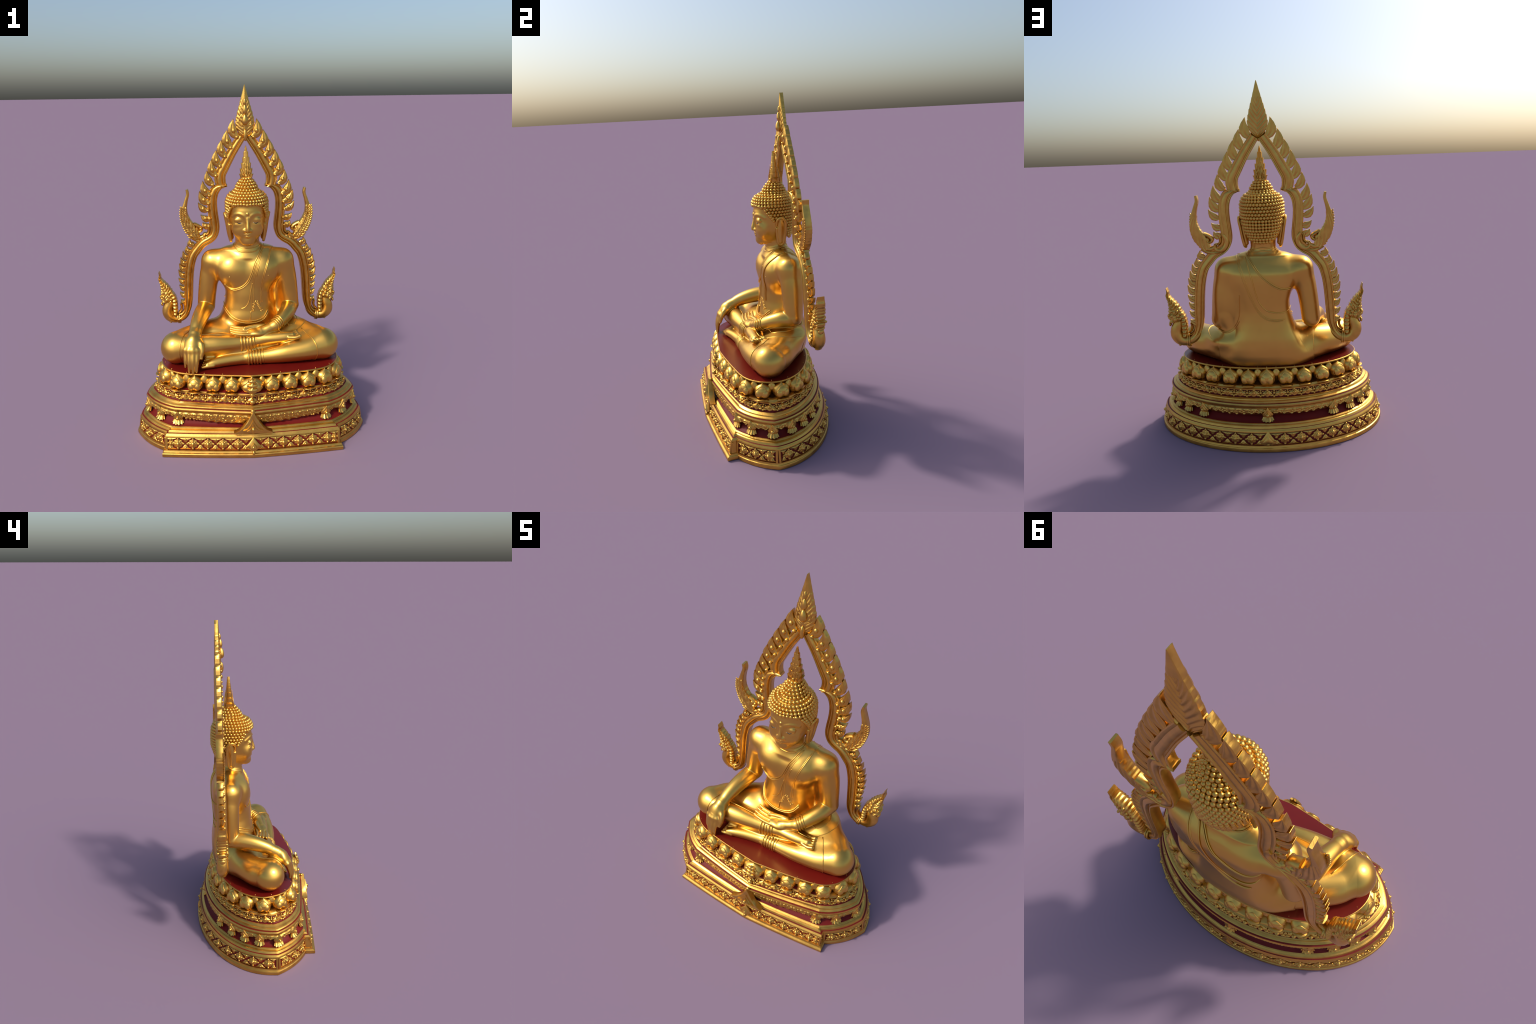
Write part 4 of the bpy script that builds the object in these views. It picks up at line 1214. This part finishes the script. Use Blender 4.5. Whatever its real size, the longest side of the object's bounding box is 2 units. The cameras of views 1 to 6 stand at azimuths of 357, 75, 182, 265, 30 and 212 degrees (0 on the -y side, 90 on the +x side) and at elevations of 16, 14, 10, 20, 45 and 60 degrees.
# --- lotus petals round the seat
PL = Plan(-.262, (.350, -.219), (.350, -.218), (.515, -.030), .262, .044)
BL = Band(PL.inset(-.004), .345, PL.inset(.006), .432)
g = Geo()
n, m = 32, 26; V, F = [], []
def shell(t):
    w = .0495 * float(np.interp(t, [0, .05, .15, .32, .5, .65, .78, .88, .95, 1], [.12, .42, .70, .93, 1.0, .96, .82, .57, .28, .02]))
    b = .050 * float(np.interp(t, [0, .06, .18, .36, .55, .70, .82, .92, 1], [.10, .46, .80, .98, 1.0, .90, .70, .52, .40]))
    return w, b, -.046 + .094 * t
for i in range(m + 1):                      # bulging bulb with pointed tip
    w, b, z = shell(i / m)
    for j in range(n + 1):
        a_ = math.pi * (j / n - .5)
        V.append((w * math.sin(a_), -b * math.cos(a_) + .016, z))
for i in range(m):
    for j in range(n):
        q = i * (n + 1) + j; F.append((q, q + 1, q + n + 2, q + n + 1))
g.add(V, F)
for s in (-1, 1):                           # inner heart of two low lobes
    g.add(*sphere_geo((s * .0160, -.0175, -.009), (.0225, .0172, .0255), 18, 12))
C = []
for th in np.radians(np.linspace(-125, 125, 45)):            # thin rolled rim lying on the bulb
    x = .0385 * math.sin(th); z = -.008 + (.030 + .010 * max(0, math.cos(th)) ** 6) * math.cos(th)
    w, b, _ = shell((z + .046) / .094)
    C.append((x, .016 - b * math.sqrt(max(0.02, 1 - (x / w) ** 2)), z))
g.add(*tube_geo(C, .0026, 6))
g.add(*tube_geo([(0, -.002, z) for z in (.036, .043, .050, .058)], [.007, .005, .003, .0006], 6))
me_pet = g.data("lotus_petal", GOLD, True, 50)
g = Geo()
V, F = sphere_geo((0, 0, 0), 1, 14, 12)
g.add([(.027 * x * (1 - .6 * max(0, z) ** 2), .015 * y, (.038 if z > 0 else .016) * z) for x, y, z in V], F)
g.add(*tube_geo([(0, -.008, .004), (0, -.0125, .016), (0, -.006, .034), (0, -.002, .044)], [.002, .003, .003, .0006], 6))
me_sep = g.data("lotus_sepal", GOLD, True, 60)
g = Geo(); V, F = sphere_geo((0, 0, 0), 1, 16, 6); g.add([(.037 * x, .026 * y, .005 * z) for x, y, z in V], F)
me_pad = g.data("petal_foot", GOLD_MLD)
LL = BL.L[-1]; first = .112; npet = 12; ps = (LL - first) / (npet - 1)
for s in (1, -1):
    for k in range(npet - 1):
        q = first + ps * k
        obj("lotus_petal", me_pet, PED, BL.at(q, .45, s, .004))
        obj("lotus_sepal", me_sep, PED, BL.at(q + ps / 2, .66, s, -.006))
        M = BL.at(q, .0, s, .022); M[2][3] = .3445
        obj("petal_foot", me_pad, PED, M)
    obj("lotus_sepal", me_sep, PED, BL.at(.058, .60, s, -.006))
obj("lotus_petal", me_pet, PED, BL.at(LL, .45, 1, .004) @ Matrix.Diagonal((1.02, 1, 1.08, 1)))
M0 = BL.at(0, .45, 1, .004)
obj("lotus_petal", me_pet, PED, M0 @ Matrix.Diagonal((1.45, 1.05, 1.0, 1)))
g = Geo()                                   # overlapping leaves on the front petal
for z, w, h, y in ((.034, .024, .030, -.030), (.010, .030, .034, -.036), (-.014, .032, .036, -.040)):
    O = [(0, h * .62), (w * .35, h * .25), (w * .85, h * .30), (w, -.1 * h), (w * .5, -h * .5), (0, -h * .62), (-w * .5, -h * .5), (-w, -.1 * h), (-w * .85, h * .30), (-w * .35, h * .25)]
    V, F = plate(O, .004, .010, .6, .004); g.add([(x, yy + y, zz + z) for x, yy, zz in V], F)
obj("leaf_boss", g.data("leaf_boss", GOLD_ORN, True, 45), PED, M0)

# --- ogee plate, buds and diamond on the front axis
def yfront(z): return float(np.interp(z, [0, .02, .035, .105, .125, .15, .20, .27], [-.387, -.387, -.366, -.348, -.345, -.345, -.348, -.334]))
g = Geo()
n = 16; half = [(0, .128), (.008, .112), (.020, .088), (.036, .060), (.056, .034), (.080, .014), (.107, .003), (.107, -.004)]
O = [(-x, z) for x, z in half[::-1]] + half[1:]
def ogee(k, dz, h0, h1):
    V, F = plate([(x * k, z * k + dz) for x, z in O[::-1]], h0, h1, .90)
    g.add([(x, y - .008 if y < 0 else .018, z) for x, y, z in V], F)
ogee(1.0, 0, .006, .010); ogee(.52, .016, .014, .017); ogee(.34, .017, .019, .022)
g.add(*sphere_geo((0, -.030, .028), (.0105, .012, .014), 14, 10))
Mo = Matrix.Translation((0, -.350, .141)) @ Matrix.Rotation(math.radians(-5.5), 4, "X")
obj("ogee_plate", g.data("ogee_plate", GOLD_ORN, True, 40), PED, Mo)
g = Geo()
for z, rx, rz in ((.128, .015, .018), (.020, .009, .018)):
    V, F = sphere_geo((0, 0, 0), 1, 14, 10)
    g.add([(rx * x * (1 + .3 * z_), yfront(z) + .008 + .010 * y, z + rz * z_) for x, y, z_ in V], F)
V, F = plate([(0, .046), (.026, .012), (.044, -.006), (.022, -.022), (0, -.036), (-.022, -.022), (-.044, -.006), (-.026, .012)][::-1], .006, .010, .8)
g.add([(x, y - .366 + .22 * z, z + .068) for x, y, z in V], F)
V, F = plate([(0, .024), (.014, .006), (.020, -.008), (0, -.018), (-.020, -.008), (-.014, .006)][::-1], .012, .018, .7)
g.add([(x, y - .366 + .22 * z, z + .064) for x, y, z in V], F)
g.add(*sphere_geo((0, -.381, .060), (.008, .008, .009), 12, 8))
obj("diamond_boss", g.data("diamond_boss", GOLD_ORN, True, 45), PED)
# buds that climb over the ledge between petals and frieze on the front axis
g = Geo()
for z, y, r in ((.342, -.300, .012), (.305, -.312, .013), (.262, -.336, .010)): g.add(*sphere_geo((0, y, z), (r * 1.3, r, r), 12, 8))
obj("bud", g.data("bud", GOLD_ORN), PED)
